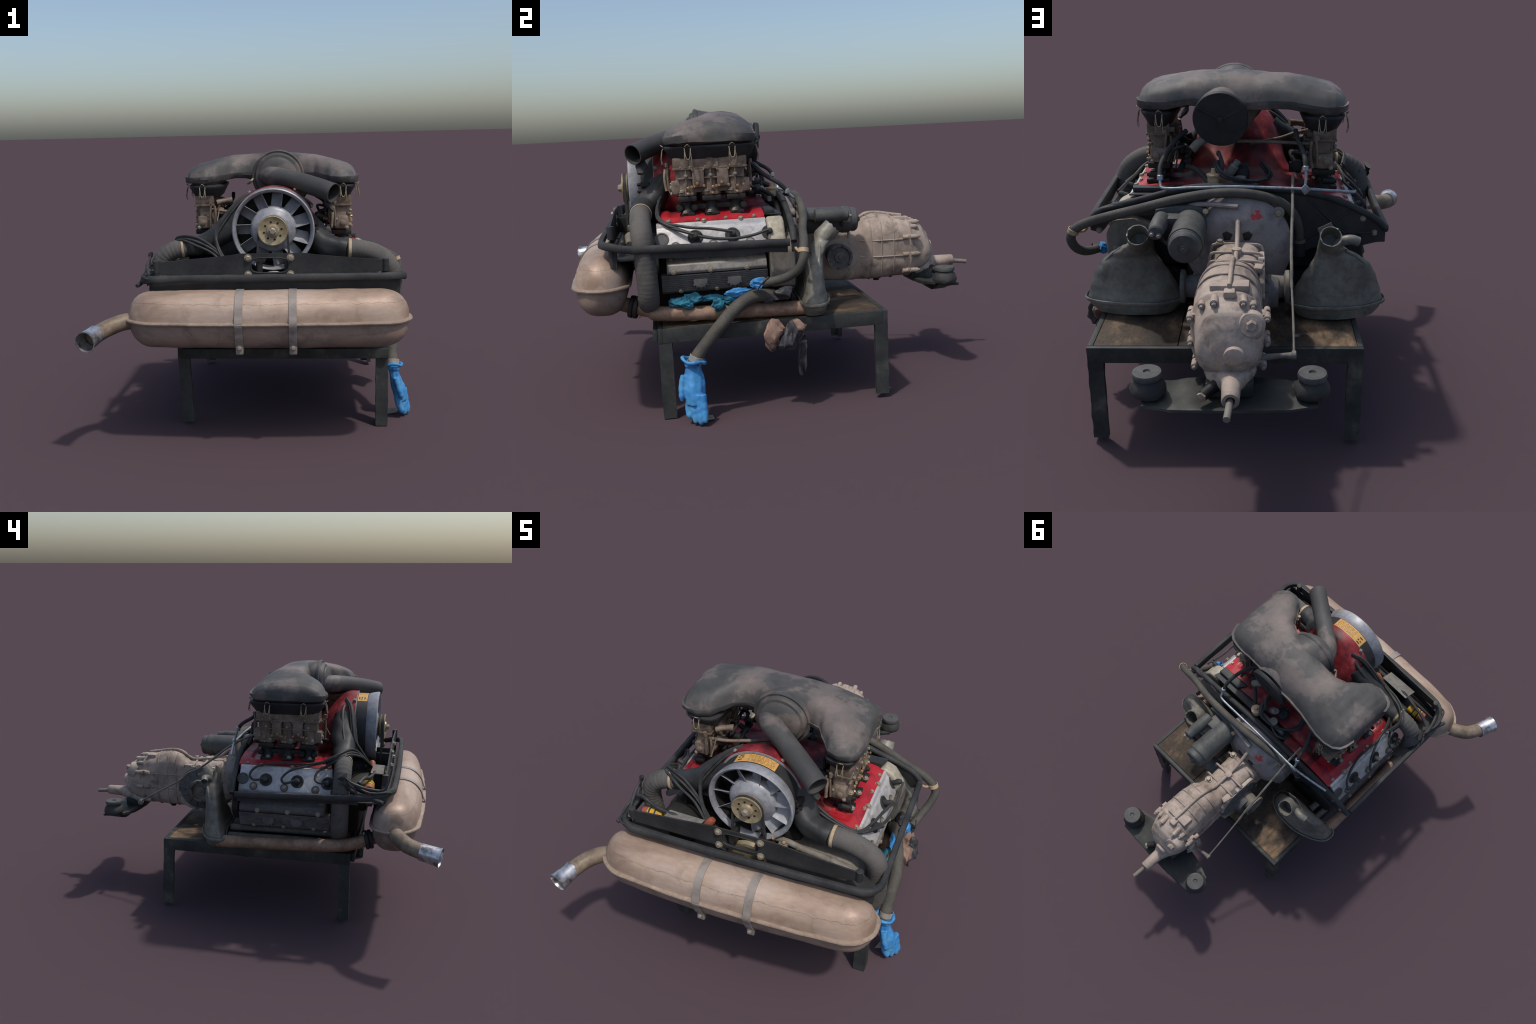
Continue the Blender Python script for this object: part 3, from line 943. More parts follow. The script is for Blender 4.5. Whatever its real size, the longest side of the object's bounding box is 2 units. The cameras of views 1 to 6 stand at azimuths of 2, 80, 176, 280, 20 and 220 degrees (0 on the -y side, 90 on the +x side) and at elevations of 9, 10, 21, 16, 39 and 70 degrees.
        clip((cx + s * .01, y0 + .002, 1.135), (0, -1, 0), 0)
        clip((cx - s * .01, y1 + .000, 1.135), (0, 1, 0), 0)
build_air_cleaner()

# ================================================================== CARBURETTORS
def build_carbs():
    for s, xc, y0, y1 in ((1, .313, -.470, -.147), (-1, -.343, -.398, -.070)):
        bm = bmesh.new()
        L_ = y1 - y0
        yc = (y0 + y1) / 2
        ys = [y0 + L_ * f for f in (.17, .5, .83)]
        def X(d):
            return xc + s * d
        def bx(d0, d1, ya, yb, za, zb, bev=.004):
            a, b = sorted((X(d0), X(d1)))
            box_into(bm, (a, ya, za), (b, yb, zb), bev)
        # top plate with wavy lip, throat columns, float bowls and webs
        bx(-.044, .046, y0 + .002, y1 - .002, 1.052, 1.098, .006)
        bx(-.046, .050, y0, y1, 1.046, 1.056, .003)
        bx(-.030, .026, y0 + .012, y1 - .012, .945, 1.05, .006)
        for y in ys:
            lathe_into(bm, [(.046, 0), (.043, .02), (.040, .07), (.042, .115)], (X(0), y, .936), (0, 0, 1), 28)
            lathe_into(bm, [(.030, 0), (.030, .04)], (X(.022), y, 1.054), (0, 0, 1), 18)
        for f in (.335, .665):
            yb = y0 + L_ * f
            bx(.01, .050, yb - .026, yb + .026, .968, 1.05, .008)
            bx(-.05, -.01, yb - .03, yb + .03, .955, 1.045, .008)
            lathe_into(bm, [(.010, 0), (.010, .034), (.005, .036)], (X(.042), yb - .022, 1.055), (0, 0, 1), 12)
        for y in ys:
            bx(.03, .047, y - .003, y + .003, .955, 1.05, .001)
            bx(.03, .046, y - .036, y + .036, 1.006, 1.012, .001)
            bx(.0, .050, y - .030, y + .030, .934, .950, .006)
        bx(-.030, .034, y0 - .010, y0 + .03, .94, 1.0, .01)
        bx(-.030, .034, y1 - .03, y1 + .010, .94, 1.0, .01)
        roughen(bm, .0012, 60)
        cb = finish("carburettor", bm, "carb", ENGINE, 35)
        for y in ys:
            place(STUD, "stud_nut", (X(.043), y, 1.020), (s, 0, 0), .0065, cb)
            place(JET, "jet", (X(.045), y + .008, .968), (s, 0, -.1), .0075, cb)
            place(JET, "jet", (X(.046), y + .034, .972), (s, 0, .1), .0055, cb)
            place(BOLT, "bolt", (X(.043), y - .02, .950), (0, 0, 1), .010, cb)
            place(JET, "jet", (X(.049), y + .004, .942), (s, .3, 0), .0060, cb)
            place(BOLT, "bolt", (X(.044), y - .020, 1.056), (0, 0, 1), .0052, cb)
            place(BOLT, "bolt", (X(.044), y + .020, 1.056), (0, 0, 1), .0052, cb)
        for f in (.335, .665):
            yb = y0 + L_ * f
            place(JET, "jet", (X(.049), yb - .006, .986), (s, 0, 0), .0075, cb)
            place(JET, "jet", (X(.047), yb - .030, .972), (s, -.1, 0), .0070, cb)
            place(JET, "jet", (X(.047), yb + .022, .974), (s, .1, 0), .0070, cb)
            for q in (-.024, .024):
                place(JET, "jet", (X(.048), yb + q, 1.044), (s, 0, 0), .0048, cb)
        for ye, d in ((y0 - .008, -1), (y1 + .008, 1)):
            lathe("end_cap", [(.013, 0), (.013, .008), (.008, .010)], (X(.01), ye, .968), (0, d, 0), "carb", cb, 16)
            bolt((X(.028), ye, .945), (0, d, 0), .007, cb)
            bolt((X(-.02), ye, .985), (0, d, 0), .006, cb)
        # black insulator and three-branch intake manifold
        bm = bmesh.new()
        for y in ys:
            bxa, bxb = sorted((X(-.042), X(.050)))
            box_into(bm, (bxa, y - .042, .9085), (bxb, y + .042, .9335), .008)
            xb = X(.012)
            tube_into(bm, [(X(0), y, .915), (X(.004), y, .885), (xb, y, .850)], [.030, .026, .034], 18)
            prism_into(bm, [(X(-.035), y - .026), (X(.06), y - .030), (X(.06), y + .030), (X(-.035), y + .026)], 'z', .846, .862, .006)
        box_into(bm, (min(X(-.02), X(.02)), y0 + .03, .872), (max(X(-.02), X(.02)), y1 - .03, .896), .006)
        for y in (ys[0] - .035, ys[0] + .03, ys[2] + .03):
            cyl_into(bm, (X(.0), y, .885), (X(.048), y, .882), .014)
            cyl_into(bm, (X(.046), y, .882), (X(.056), y, .882), .009)
        mf = finish("intake_manifold", bm, "dark")
        for y in ys:
            bolt((X(.052), y - .012, .861), (0, 0, 1), .0095, mf)
        # throttle linkage clutter on the inner side
        bm = bmesh.new()
        for i in range(16):
            y = random.uniform(y0, y1)
            z = random.uniform(.95, 1.07)
            p = V((X(-.05), y, z))
            kind = i % 3
            if kind == 0:
                cyl_into(bm, p, p + V((-s * random.uniform(.02, .04), 0, random.uniform(-.01, .01))), random.uniform(.006, .011), seg=10)
            elif kind == 1:
                box_into(bm, p - V((.014, .012, .008)), p + V((.014, .014, .012)), .003)
            else:
                tube_into(bm, [p, p + V((-s * .02, random.uniform(-.04, .04), .02)), p + V((-s * .012, random.uniform(-.05, .05), -.05))], .0035, 6, 5)
        for ye in (y0 - .006, y1 + .006):
            d = -1 if ye < yc else 1
            tube_into(bm, [(X(-.035), ye + d * .012, 1.065), (X(-.03), ye + d * .016, 1.02), (X(-.028), ye + d * .014, .955)], .005, 8, 5)
            lathe_into(bm, [(.009, 0), (.009, .018)], (X(-.030), ye + d * .016, 1.06), (0, 0, 1), 10)
            tube_into(bm, [(X(-.05), ye + d * .006, 1.05), (X(-.055), ye + d * .012, 1.0), (X(-.045), ye + d * .008, .945)], .006, 8, 5)
        cyl_into(bm, (X(-.055), y0, .975), (X(-.055), y1, .975), .006)
        finish("throttle_linkage", bm, "carb", cb, stuff=True)
    for s, xc in ((1, .215), (-1, -.235)):
        bm = bmesh.new()
        rng = random.Random(21 + s)
        for k in range(9):
            y = -.40 + .034 * k + (0 if s > 0 else .05)
            z = rng.uniform(.90, 1.0)
            p = V((xc + s * rng.uniform(-.02, .02), y, z))
            if k % 3 == 0:
                cyl_into(bm, p, p + V((s * .05, 0, rng.uniform(-.02, .03))), rng.uniform(.010, .016), seg=12)
            elif k % 3 == 1:
                box_into(bm, p - V((.016, .014, .02)), p + V((.016, .014, .02)), .004)
            else:
                tube_into(bm, [p, p + V((-s * .01, .03, .03)), p + V((s * .03, .05, .02)), p + V((s * .05, .05, -.03))], .007, 8, 5)
        tube_into(bm, [(xc, -.43, .92), (xc - s * .01, -.32, .945), (xc, -.2, .94), (xc + s * .01, -.11, .92)], .013, 10, 6)
        finish("inner_linkage", bm, "dark", stuff=True)
    # cross rod between the two sets
    tube("throttle_cross_rod", [(-.31, -.395, 1.030), (-.24, -.37, 1.018), (-.17, -.325, 1.004), (-.05, -.26, .995)], .008, "carb")
    tube("throttle_cross_rod", [(-.29, -.11, 1.03), (-.1, -.13, 1.032), (.0, -.14, 1.03)], .007, "carb")
    tube("fuel_union", [(-.29, -.36, 1.060), (-.25, -.345, 1.068), (-.215, -.335, 1.070)], [.015, .012, .016], "carb")
    pipe("breather_stub", [(.105, -.115, 1.06), (.13, -.10, 1.045), (.155, -.085, 1.028), (.175, -.075, 1.008)], .018, .004, "tindark", ENGINE, 18)
    tube("float_bracket", [(.27, -.50, 1.05), (.272, -.505, 1.01), (.268, -.50, .955)], .007, "clip")
build_carbs()

# ================================================================== TIN FRAME AND SEALS
def build_frame():
    # side and front seal: fat rubber lip on a thin tin flange
    front = [(.575, -.012, .733), (.577, -.20, .738), (.577, -.40, .742), (.578, -.60, .746), (.580, -.68, .750), (.572, -.735, .762), (.535, -.775, .768), (.46, -.786, .768), (.20, -.790, .768), (-.20, -.792, .766), (-.46, -.786, .763), (-.53, -.776, .760), (-.578, -.735, .750), (-.600, -.66, .738), (-.600, -.48, .729), (-.596, -.25, .720), (-.596, -.012, .712)]
    bm = bmesh.new()
    path = smooth_path(front, 8)
    fr = ring_frames(path)
    rings = []
    for p, (n, b) in zip(path, fr):
        wv = .003 * noise.noise(p * 25)
        rings.append([p + n * c * 1 + b * d for c, d in superellipse(wv, 0, .0165, .013, 3, 12)])
    skin_rings(bm, rings)
    finish("edge_seal", bm, "seal")
    # upright tin flanges below the seal
    def strip(name, pts, h, th, mat, drop=0.0, inset=0.0):
        bm = bmesh.new()
        P = smooth_path(pts, 6)
        rings = []
        for i, p in enumerate(P):
            d = P[min(i + 1, len(P) - 1)] - P[max(i - 1, 0)]
            n = V((-d.y, d.x, 0)).normalized()
            q = p + V((0, 0, -drop))
            hh = h * (1 + .25 * noise.noise(p * 9))
            rings.append([q + n * th, q - n * th, q - n * th - V((0, 0, hh)), q + n * th - V((0, 0, hh))])
        skin_rings(bm, rings)
        return finish(name, bm, mat)
    strip("side_flange", [(.570, -.02, .73), (.572, -.3, .735), (.572, -.62, .742)], .030, .0025, "black", .008)
    strip("side_flange", [(-.590, -.02, .708), (-.590, -.3, .718), (-.594, -.62, .73)], .022, .0025, "black", .008)
    # front apron between seal and muffler
    strip("front_apron", [(-.56, -.71, .755), (-.50, -.752, .76), (0, -.765, .765), (.50, -.755, .765), (.555, -.72, .757)], .080, .003, "black", .008)
    # floor tin between the seal and the engine at the fan end
    prism("floor_tin", [(-.54, -.75), (.53, -.755), (.56, -.70), (.56, -.60), (-.57, -.56), (-.57, -.70)], 'z', .700, .706, "black", ENGINE, .002)
    # cross bar carrying the fan end, with slot
    bm = bmesh.new()
    top = [(-.525, .800), (-.522, .832), (-.40, .842), (-.28, .852), (-.18, .862), (-.15, .868), (.14, .868), (.18, .862), (.30, .850), (.42, .840), (.492, .834), (.494, .800)]
    bot = [(.485, .786), (.40, .772), (.2, .766), (-.2, .766), (-.42, .768), (-.515, .776)]
    outer = [V((a, 0, b)) for a, b in top + bot]
    slot = [V((p[0], 0, p[1])) for p in superellipse(-.014, .8145, .081, .031, 3.6, 28)]
    vo = [bm.verts.new(p) for p in outer]
    vi = [bm.verts.new(p) for p in slot]
    eo = [bm.edges.new((vo[i], vo[(i + 1) % len(vo)])) for i in range(len(vo))]
    ei = [bm.edges.new((vi[i], vi[(i + 1) % len(vi)])) for i in range(len(vi))]
    bmesh.ops.triangle_fill(bm, edges=eo + ei, use_beauty=True)
    geo = bmesh.ops.extrude_face_region(bm, geom=bm.faces[:])
    for v in geo["geom"]:
        if isinstance(v, bmesh.types.BMVert):
            v.co.y -= .007
    for v in bm.verts:
        v.co.y += -.742
    bar = finish("engine_cross_bar", bm, "black", ENGINE, 30)
    lipr = [V((p[0], -.7485, p[1])) for p in superellipse(-.014, .8145, .0845, .0345, 3.6, 28)]
    bm = bmesh.new()
    tube_into(bm, lipr + [lipr[0]], .003, 8, 2)
    finish("slot_lip", bm, "black", bar)
    for x in (-.110, .078):
        for z in (.849, .775):
            place(BOLT, "bolt", (x, -.7492, z), (0, -1, 0), .0125, bar)
    for x in (-.523, .494):
        lathe("bar_bush", [(.009, -.028), (.015, -.026), (.015, .026), (.009, .028)], (x, -.742, .812), (0, 0, 1), "black", bar, 18)
    box("bar_bracket", (-.07, -.740, .76), (-.05, -.66, .83), "dark", bar)
    box("bar_bracket", (.05, -.740, .76), (.07, -.66, .83), "dark", bar)
    # gearbox-end tin: arched wall with embossed cross ribs, seal along its top
    arch = [(-.596, .0, .716), (-.540, 0, .765), (-.410, 0, .830), (-.318, 0, .858), (-.218, 0, .874), (-.07, 0, .886), (.13, 0, .888), (.25, 0, .866), (.38, 0, .828), (.48, 0, .800), (.540, 0, .775), (.576, 0, .737)]
    bow = lambda x: .028 * (1 - (x / .61) ** 2)
    tube("arch_seal", [(a, .004 + bow(a), c) for a, b, c in arch], .0135, "seal", ENGINE, 12)
    pts = [(a, c - .006) for a, b, c in arch]
    low = [(.565, .70), (.53, .685), (.50, .735), (.42, .765), (.30, .77), (.22, .60), (-.22, .60), (-.30, .64), (-.45, .635), (-.56, .66)]
    bm = bmesh.new()
    n = 60
    for i in range(n):                       # strips follow the bow of the sheet
        pass
    rows = []
    for i in range(n + 1):
        x = -.594 + 1.168 * i / n
        def edge(tab):
            tab = sorted(tab)
            for (xa, za), (xb, zb) in zip(tab[:-1], tab[1:]):
                if xa <= x <= xb:
                    return za + (zb - za) * (x - xa) / (xb - xa)
            return tab[0][1] if x < tab[0][0] else tab[-1][1]
        zt_, zb_ = edge(pts), min(edge(low), edge(pts) - .004)
        rows.append([V((x, bow(x) + .002, zb_ + (zt_ - zb_) * k / 10)) for k in range(11)])
    skin_rings(bm, rows, False, False, closed=False)
    thicken(bm, .005)
    wall = finish("rear_tin_wall", bm, "black", ENGINE, 40)
    for (x0, z0), (x1, z1) in (((-.28, .84), (-.46, .67)), ((-.46, .80), (-.28, .68)), ((-.48, .70), (-.57, .70))):
        tube("wall_rib", [(x0, bow(x0) + .003, z0), ((x0 + x1) / 2, bow((x0 + x1) / 2) + .003, (z0 + z1) / 2), (x1, bow(x1) + .003, z1)], .0042, "black", wall, 8)
    for x, z in ((-.38, .68), (-.55, .70), (.42, .785), (.33, .80), (.54, .70), (-.5, .76)):
        bolt((x, bow(x) + .002, z), (0, 1, 0), .009, wall)
    prism("top_rear_strip", [(-.09, .866), (-.08, .888), (.13, .892), (.14, .868)], 'y', -.035, -.015, "plate", ENGINE, .004)
    # dark top tin between the red shroud and the rear wall
    prism("rear_top_tin", [(-.30, -.09), (.40, -.09), (.42, -.016), (-.40, -.010), (-.40, -.05)], 'z', .836, .842, "black", ENGINE, .002)
    prism("rear_tin_ridge", [(.24, -.088), (.405, -.088), (.41, -.045), (.27, -.045)], 'z', .842, .862, "black", ENGINE, .006)
    # left front corner bracket scrap
    bm = bmesh.new()
    tube_into(bm, [(-.565, -.60, .76), (-.59, -.56, .80), (-.588, -.54, .842)], [.018, .014, .026], 10, squash=.35)
    roughen(bm, .008, 40)
    finish("bent_bracket", bm, "black")
build_frame()

# ================================================================== AIR HOSES
def build_hoses():
    def duct(pts, r):
        o = tube("air_duct_hose", pts, r, "duct", ENGINE, 26, 10)
        return o
    a = duct([(.335, -.618, .865), (.395, -.620, .861), (.46, -.620, .842), (.515, -.616, .800), (.537, -.612, .74), (.540, -.608, .66), (.538, -.606, .58), (.520, -.606, .53), (.475, -.608, .50)], lambda t: .044 + .0012 * sin(t * 300))
    lathe("hose_clamp", [(.0455, -.007), (.0475, -.006), (.0475, .006), (.0455, .007)], (.345, -.6185, .8648), (1, 0, -.05), "clamp", a, 28, caps=False)
    b = duct([(-.415, -.527, .863), (-.47, -.532, .856), (-.52, -.536, .828), (-.548, -.535, .775), (-.552, -.532, .71), (-.540, -.530, .62), (-.52, -.527, .55), (-.47, -.522, .50)], lambda t: .043 + .0012 * sin(t * 300))
    lathe("hose_clamp", [(.0445, -.006), (.0465, -.005), (.0465, .005), (.0445, .006)], (-.435, -.529, .862), (-1, -.1, -.1), "clamp", b, 28, caps=False)
    # oil hose over the bellhousing, looping back on the right
    h = tube("oil_hose", [(-.252, .015, .655), (-.246, .03, .72), (-.222, .055, .790), (-.16, .078, .848), (-.05, .098, .881), (.08, .108, .884), (.22, .105, .859), (.36, .090, .817), (.48, .062, .778), (.575, .048, .745), (.628, .036, .712), (.648, .030, .675), (.640, .010, .632), (.620, -.03, .600), (.60, -.08, .582), (.585, -.13, .572)], .0185, "hose", ENGINE, 16)
    lathe("hose_clamp", [(.0195, -.010), (.0225, -.009), (.0225, .009), (.0195, .010)], (.634, .034, .706), (.35, -.1, -.9), "clamp", h, 20, caps=False)
    tube("clamp_tail", [(.625, .03, .705), (.60, .02, .70), (.585, .01, .712)], .006, "clamp", h, 8)
    lathe("hose_connector", [(.024, 0), (.024, .05), (.020, .052)], (-.252, .015, .605), (0, 0, 1), "rubber", h, 18)
    lathe("hose_clamp", [(.0195, -.007), (.0235, -.006), (.0235, .006), (.0195, .007)], (-.2515, .017, .667), (.1, .1, 1), "tindark", h, 20, caps=False)
    # thinner hose alongside on the tin
    tube("breather_hose", [(-.2, .02, .868), (.0, .02, .889), (.2, .022, .872), (.40, .022, .820), (.52, .02, .79)], .010, "wire")
    # drain hose hanging over the stand, closed by a glove
    dh = tube("drain_hose", [(.49, -.08, .495), (.515, -.14, .506), (.540, -.20, .498), (.562, -.265, .456), (.570, -.325, .395), (.566, -.385, .325), (.564, -.425, .275), (.566, -.440, .250)], .028, "hose", ENGINE, 20)
    lathe("hose_end_band", [(.0295, -.012), (.031, -.011), (.031, .014), (.0295, .015)], (.567, -.428, .270), (-.02, -.40, -.92), "paper", dh, 22, caps=False)
    return dh
DRAIN = build_hoses()

# ================================================================== GLOVES AND RAGS
def build_glove(parent):
    bm = bmesh.new()
    # palm: limp bag from the tied cuff down to the knuckles: z, x, y, half y, half x
    st = [(.258, .566, -.440, .040, .034), (.246, .566, -.444, .043, .038), (.236, .567, -.446, .033, .028), (.222, .570, -.447, .036, .028), (.19, .577, -.447, .044, .034), (.15, .588, -.446, .047, .042), (.115, .597, -.445, .045, .042), (.085, .604, -.444, .040, .036)]
    tb = [(-a, b, c, d, e) for a, b, c, d, e in st]
    rings = []
    m = 40
    for i in range(40):
        z = .258 - (.258 - .085) * i / 39
        cx, cy, ry, rx = interp(tb, -z)
        rx *= .80
        ry *= .95
        r = []
        for k in range(m):
            a = 2 * pi * k / m
            fold = 1 + .09 * sin(a * 3 + z * 14) + .05 * sin(a * 7 - z * 22)
            r.append(V((cx + rx * fold * cos(a), cy + ry * fold * sin(a), z)))
        rings.append(r)
    skin_rings(bm, rings)
    # rolled, flaring cuff
    tube_into(bm, [V((.566 + .040 * cos(a), -.440 + .047 * sin(a), .262 - .010 * sin(a) + .005 * sin(3 * a))) for a in [2 * pi * k / 16 for k in range(17)]], .0085, 10, 3, wobble=.4)
    # long limp fingers and the thumb
    for dx, dy, zb, r in ((-.012, -.026, .030, .017), (.004, -.004, .014, .018), (.022, .014, .012, .017), (.030, .030, .020, .014)):
        y = -.444 + dy
        x = .594 + dx
        tube_into(bm, [(x, y, .130), (x + .004, y + dy * .1, .095), (x + .014, y + dy * .15, .055), (x + .022, y + dy * .15, zb + .008), (x + .024, y + dy * .15, zb - .006)], [r * 1.1, r, r, r * .85, r * .45], 14, 7, wobble=.15)
    tube_into(bm, [(.578, -.484, .205), (.586, -.496, .165), (.598, -.500, .125), (.602, -.500, .100)], [.015, .014, .013, .006], 12, 6, wobble=.15)
    roughen(bm, .002, 40, 3)
    for v in bm.verts:
        v.co.z = max(v.co.z, .0015)
    o = finish("glove", bm, "glove", parent, 70)
    rm = o.modifiers.new("skin", 'REMESH')
    rm.mode = 'VOXEL'
    rm.voxel_size = .0032
    rm.use_smooth_shade = True
    sm = o.modifiers.new("soften", 'SMOOTH')
    sm.factor = .5
    sm.iterations = 3

def crumpled(name, centre, size, mat, parent, seed, amp=.45, sub=4, rot=0.0, freq=1.5):
    """Crumpled cloth heap: a few broad, sharp-edged folds."""
    bm = bmesh.new()
    bmesh.ops.create_icosphere(bm, subdivisions=4, radius=1)
    rng = random.Random(int(seed * 100))
    planes = []
    for k in range(26):                       # flat facets cut into a ball, then creased
        d = V((rng.uniform(-1, 1), rng.uniform(-1, 1), rng.uniform(-1, 1))).normalized()
        planes.append((d, rng.uniform(.55, 1.0)))
    R_ = Matrix.Rotation(rot, 3, 'Z')
    off = V((seed * 7.3, seed * 2.9, seed * 5.1))
    for v in bm.verts:
        d = v.co.normalized()
        rr = min([h / max(d.dot(n), .05) for n, h in planes] + [1.5])
        rr *= 1 + amp * (.5 - 1.6 * abs(noise.noise(d * freq + off)))
        v.co = V(centre) + R_ @ V((d.x * rr * size[0], d.y * rr * size[1], d.z * rr * size[2]))
    return finish(name, bm, mat, parent, 24)

def hanging_cloth(name, x, ya, yb, ztop, zbot, mat, parent, seed, folds=4, depth=.03, flare=.2, tilt=0):
    """Cloth hanging over an edge in irregular vertical folds, ragged hem."""
    bm = bmesh.new()
    rows = []
    nu, nv = 60, 34
    for j in range(nv + 1):
        t = j / nv
        row = []
        for i in range(nu + 1):
            u = i / nu
            hem = zbot + .05 * noise.noise(V((u * 3, seed, 0))) + .012 * noise.noise(V((u * 9, seed, 3)))
            z = ztop + (hem - ztop) * t
            y = ya + (yb - ya) * (.5 + (u - .5) * (1 - flare * t * t))
            ph = u * folds * 2 * pi + 1.2 * noise.noise(V((u * 3, t * 2, seed)))
            xx = x + depth * (.35 + .65 * t) * sin(ph) * (.6 + .6 * noise.noise(V((u * 4, t * 2, seed + 5)))) + .008 * noise.noise(V((u * 4, t * 4, seed)))
            xx += tilt * t - .03 * max(0, .12 - t) / .12
            row.append(V((xx, y + .012 * cos(ph), z)))
        rows.append(row)
    skin_rings(bm, rows, False, False, closed=False)
    thicken(bm, .003)
    return finish(name, bm, mat, parent, 60)

def build_soft():
    build_glove(DRAIN)
    # glove tied over the end of the oil hose
    crumpled("tied_glove", (.560, -.150, .566), (.024, .040, .028), "glove", ENGINE, 1.3, .4)
    crumpled("tied_glove_fingers", (.525, -.235, .530), (.018, .070, .020), "glove", ENGINE, 2.1, .4, rot=.2)
    tube("cable_tie", [(.60, -.11, .60), (.604, -.14, .575), (.590, -.155, .55)], .003, "wire")
    rag = empty("blue_rag", (0.106, 0, 0), radians(-2.4), "dirty crumpled blue cloth tucked under engine", "rag")
    for c, sz, sd, rt in (((.492, -.490, .500), (.022, .050, .026), 3.7, .2), ((.490, -.420, .508), (.026, .046, .022), 4.4, -.3), ((.515, -.445, .488), (.014, .03, .022), 4.9, .5),
                          ((.518, -.318, .480), (.020, .030, .032), 5.9, .4), ((.490, -.350, .505), (.022, .060, .018), 6.3, .1), ((.495, -.270, .495), (.022, .040, .020), 6.8, -.4)):
        crumpled("cloth_fold", c, sz, "rag_blue", rag, sd, .5, rot=rt)
    bl = empty("black_rag", (0.106, 0, 0), radians(-2.4), "balled black rag wedged behind the hose", "rag")
    crumpled("cloth_ball", (.515, -.040, .510), (.036, .044, .036), "rag_black", bl, 7.7, .2)
    crumpled("cloth_fold", (.515, -.100, .488), (.022, .046, .020), "rag_black", bl, 8.2, .4)
    hr = empty("hanging_rag", (0.106, 0, 0), radians(-2.4), "brown and black cloth hanging over stand rail", "rag")
    crumpled("brown_cloth", (.556, -.085, .345), (.044, .062, .072), "rag_pink", hr, 11.3, .35, rot=.3, freq=1.0)
    crumpled("brown_cloth", (.560, -.005, .358), (.040, .052, .050), "rag_pink", hr, 12.9, .35, rot=-.4, freq=1.0)
    crumpled("black_cloth", (.586, -.022, .335), (.040, .044, .068), "rag_black", hr, 13.4, .4, rot=.5, freq=1.3)
    hanging_cloth("cloth_tail", .572, .000, .032, .32, .170, "rag_black", hr, 6.1, 1, .012, .6, .0)
    sc = empty("paper_scrap", (0.106, 0, 0), radians(-2.4), "small bent scrap lying on the floor", "scrap")
    bm = bmesh.new()
    prism_into(bm, [(.535, -.43), (.555, -.375), (.60, -.37), (.59, -.41)], 'z', .001, .004, 0)
    for v in bm.verts:
        v.co.z += .25 * max(0, v.co.y + .40)
    finish("scrap_sheet", bm, "paper", sc)
build_soft()

# ================================================================== HEATER BOXES
def build_heaters():
    for s in (1, -1):
        # stations: z, centre x, centre y, half x, half y, squareness
        st = [(.400, .395, .135, .150, .050, 3.0), (.440, .395, .138, .180, .058, 3.0), (.458, .396, .138, .186, .060, 3.0), (.50, .398, .140, .172, .050, 3.0), (.56, .402, .142, .148, .044, 2.6),
              (.61, .402, .143, .120, .042, 2.4), (.65, .390, .146, .088, .041, 2.2), (.68, .370, .155, .062, .041, 2.0), (.705, .358, .170, .046, .042, 2.0)]
        bm = bmesh.new()
        rings = []
        n = 40
        for i in range(34):
            z = .405 + .30 * i / 33
            cx, cy, hx, hy, p = interp(st, z)
            rings.append([V((s * a, b, z)) for a, b in superellipse(cx, cy, hx, hy, p, n)])
        # neck: tilted circular sections up to the open outlet
        c0, c1 = V((s * .356, .172, .712)), V((s * .354, .222, .758))
        d = (c1 - c0).normalized()
        u = V((1, 0, 0))
        w = d.cross(u) * -1
        if w.y < 0:
            w = -w
        def circ(c, R, wob=0):
            return [c + u * s * R * cos(2 * pi * k / n) + w * R * sin(2 * pi * k / n) + d * wob * noise.noise(V((k * .5, s, 0))) for k in range(n)]
        rings += [circ(c0, .043), circ(c0.lerp(c1, .5), .0405), circ(c1, .0405, .006), circ(c1, .0375, .006), circ(c0.lerp(c1, .4), .0375), circ(c0, .034)]
        if s < 0:
            pass
        skin_rings(bm, rings)
        roughen(bm, .003, 14, s)
        yo = -.026 if s > 0 else .008             # left box sits a little further back
        def sweep(x, z):                      # ends of the funnel sweep forward in plan
            ax_ = abs(x)
            d = -(.15 if s > 0 else .30) * max(0, ax_ - .42) - .20 * max(0, .30 - ax_) + yo
            return d * max(0, min(1, (.70 - z) / .06))
        for v in bm.verts:
            v.co.y += sweep(v.co.x, v.co.z)
        hb = finish("heater_box", bm, "heater", ENGINE, 50)
        # folded seam lip round the base and up the outer rear edge
        lip = [V((s * a, b + sweep(a, .45), .458 + .004 * noise.noise(V((a * 15, b * 15, s))))) for a, b in superellipse(.396, .138, .193, .066, 3.0, 48)]
        bm = bmesh.new()
        tube_into(bm, lip + [lip[0]], .0075, 8, 1, squash=.6)
        finish("seam_lip", bm, "heater", hb)
        tube("edge_seam", [(s * x_, y_ + sweep(x_, .5), z_) for x_, y_, z_ in ((.572, .147, .465), (.550, .152, .53), (.518, .158, .59), (.472, .166, .645), (.415, .176, .69))], .0065, "heater", hb, 8)
        if s < 0:
            pipe("side_stub", [(-.375, .175, .705), (-.405, .185, .728), (-.435, .19, .735), (-.462, .185, .725)], .0185, .003, "heater", hb, 18)
            prism("torn_flap", [(-.33, .70), (-.31, .765), (-.36, .79), (-.39, .74)], 'y', .150, .153, "heater", hb, .001)
        else:
            prism("mounting_tab", [(.42, .665), (.47, .668), (.475, .63), (.45, .62)], 'y', .10, .104, "heater", hb, .001)
build_heaters()

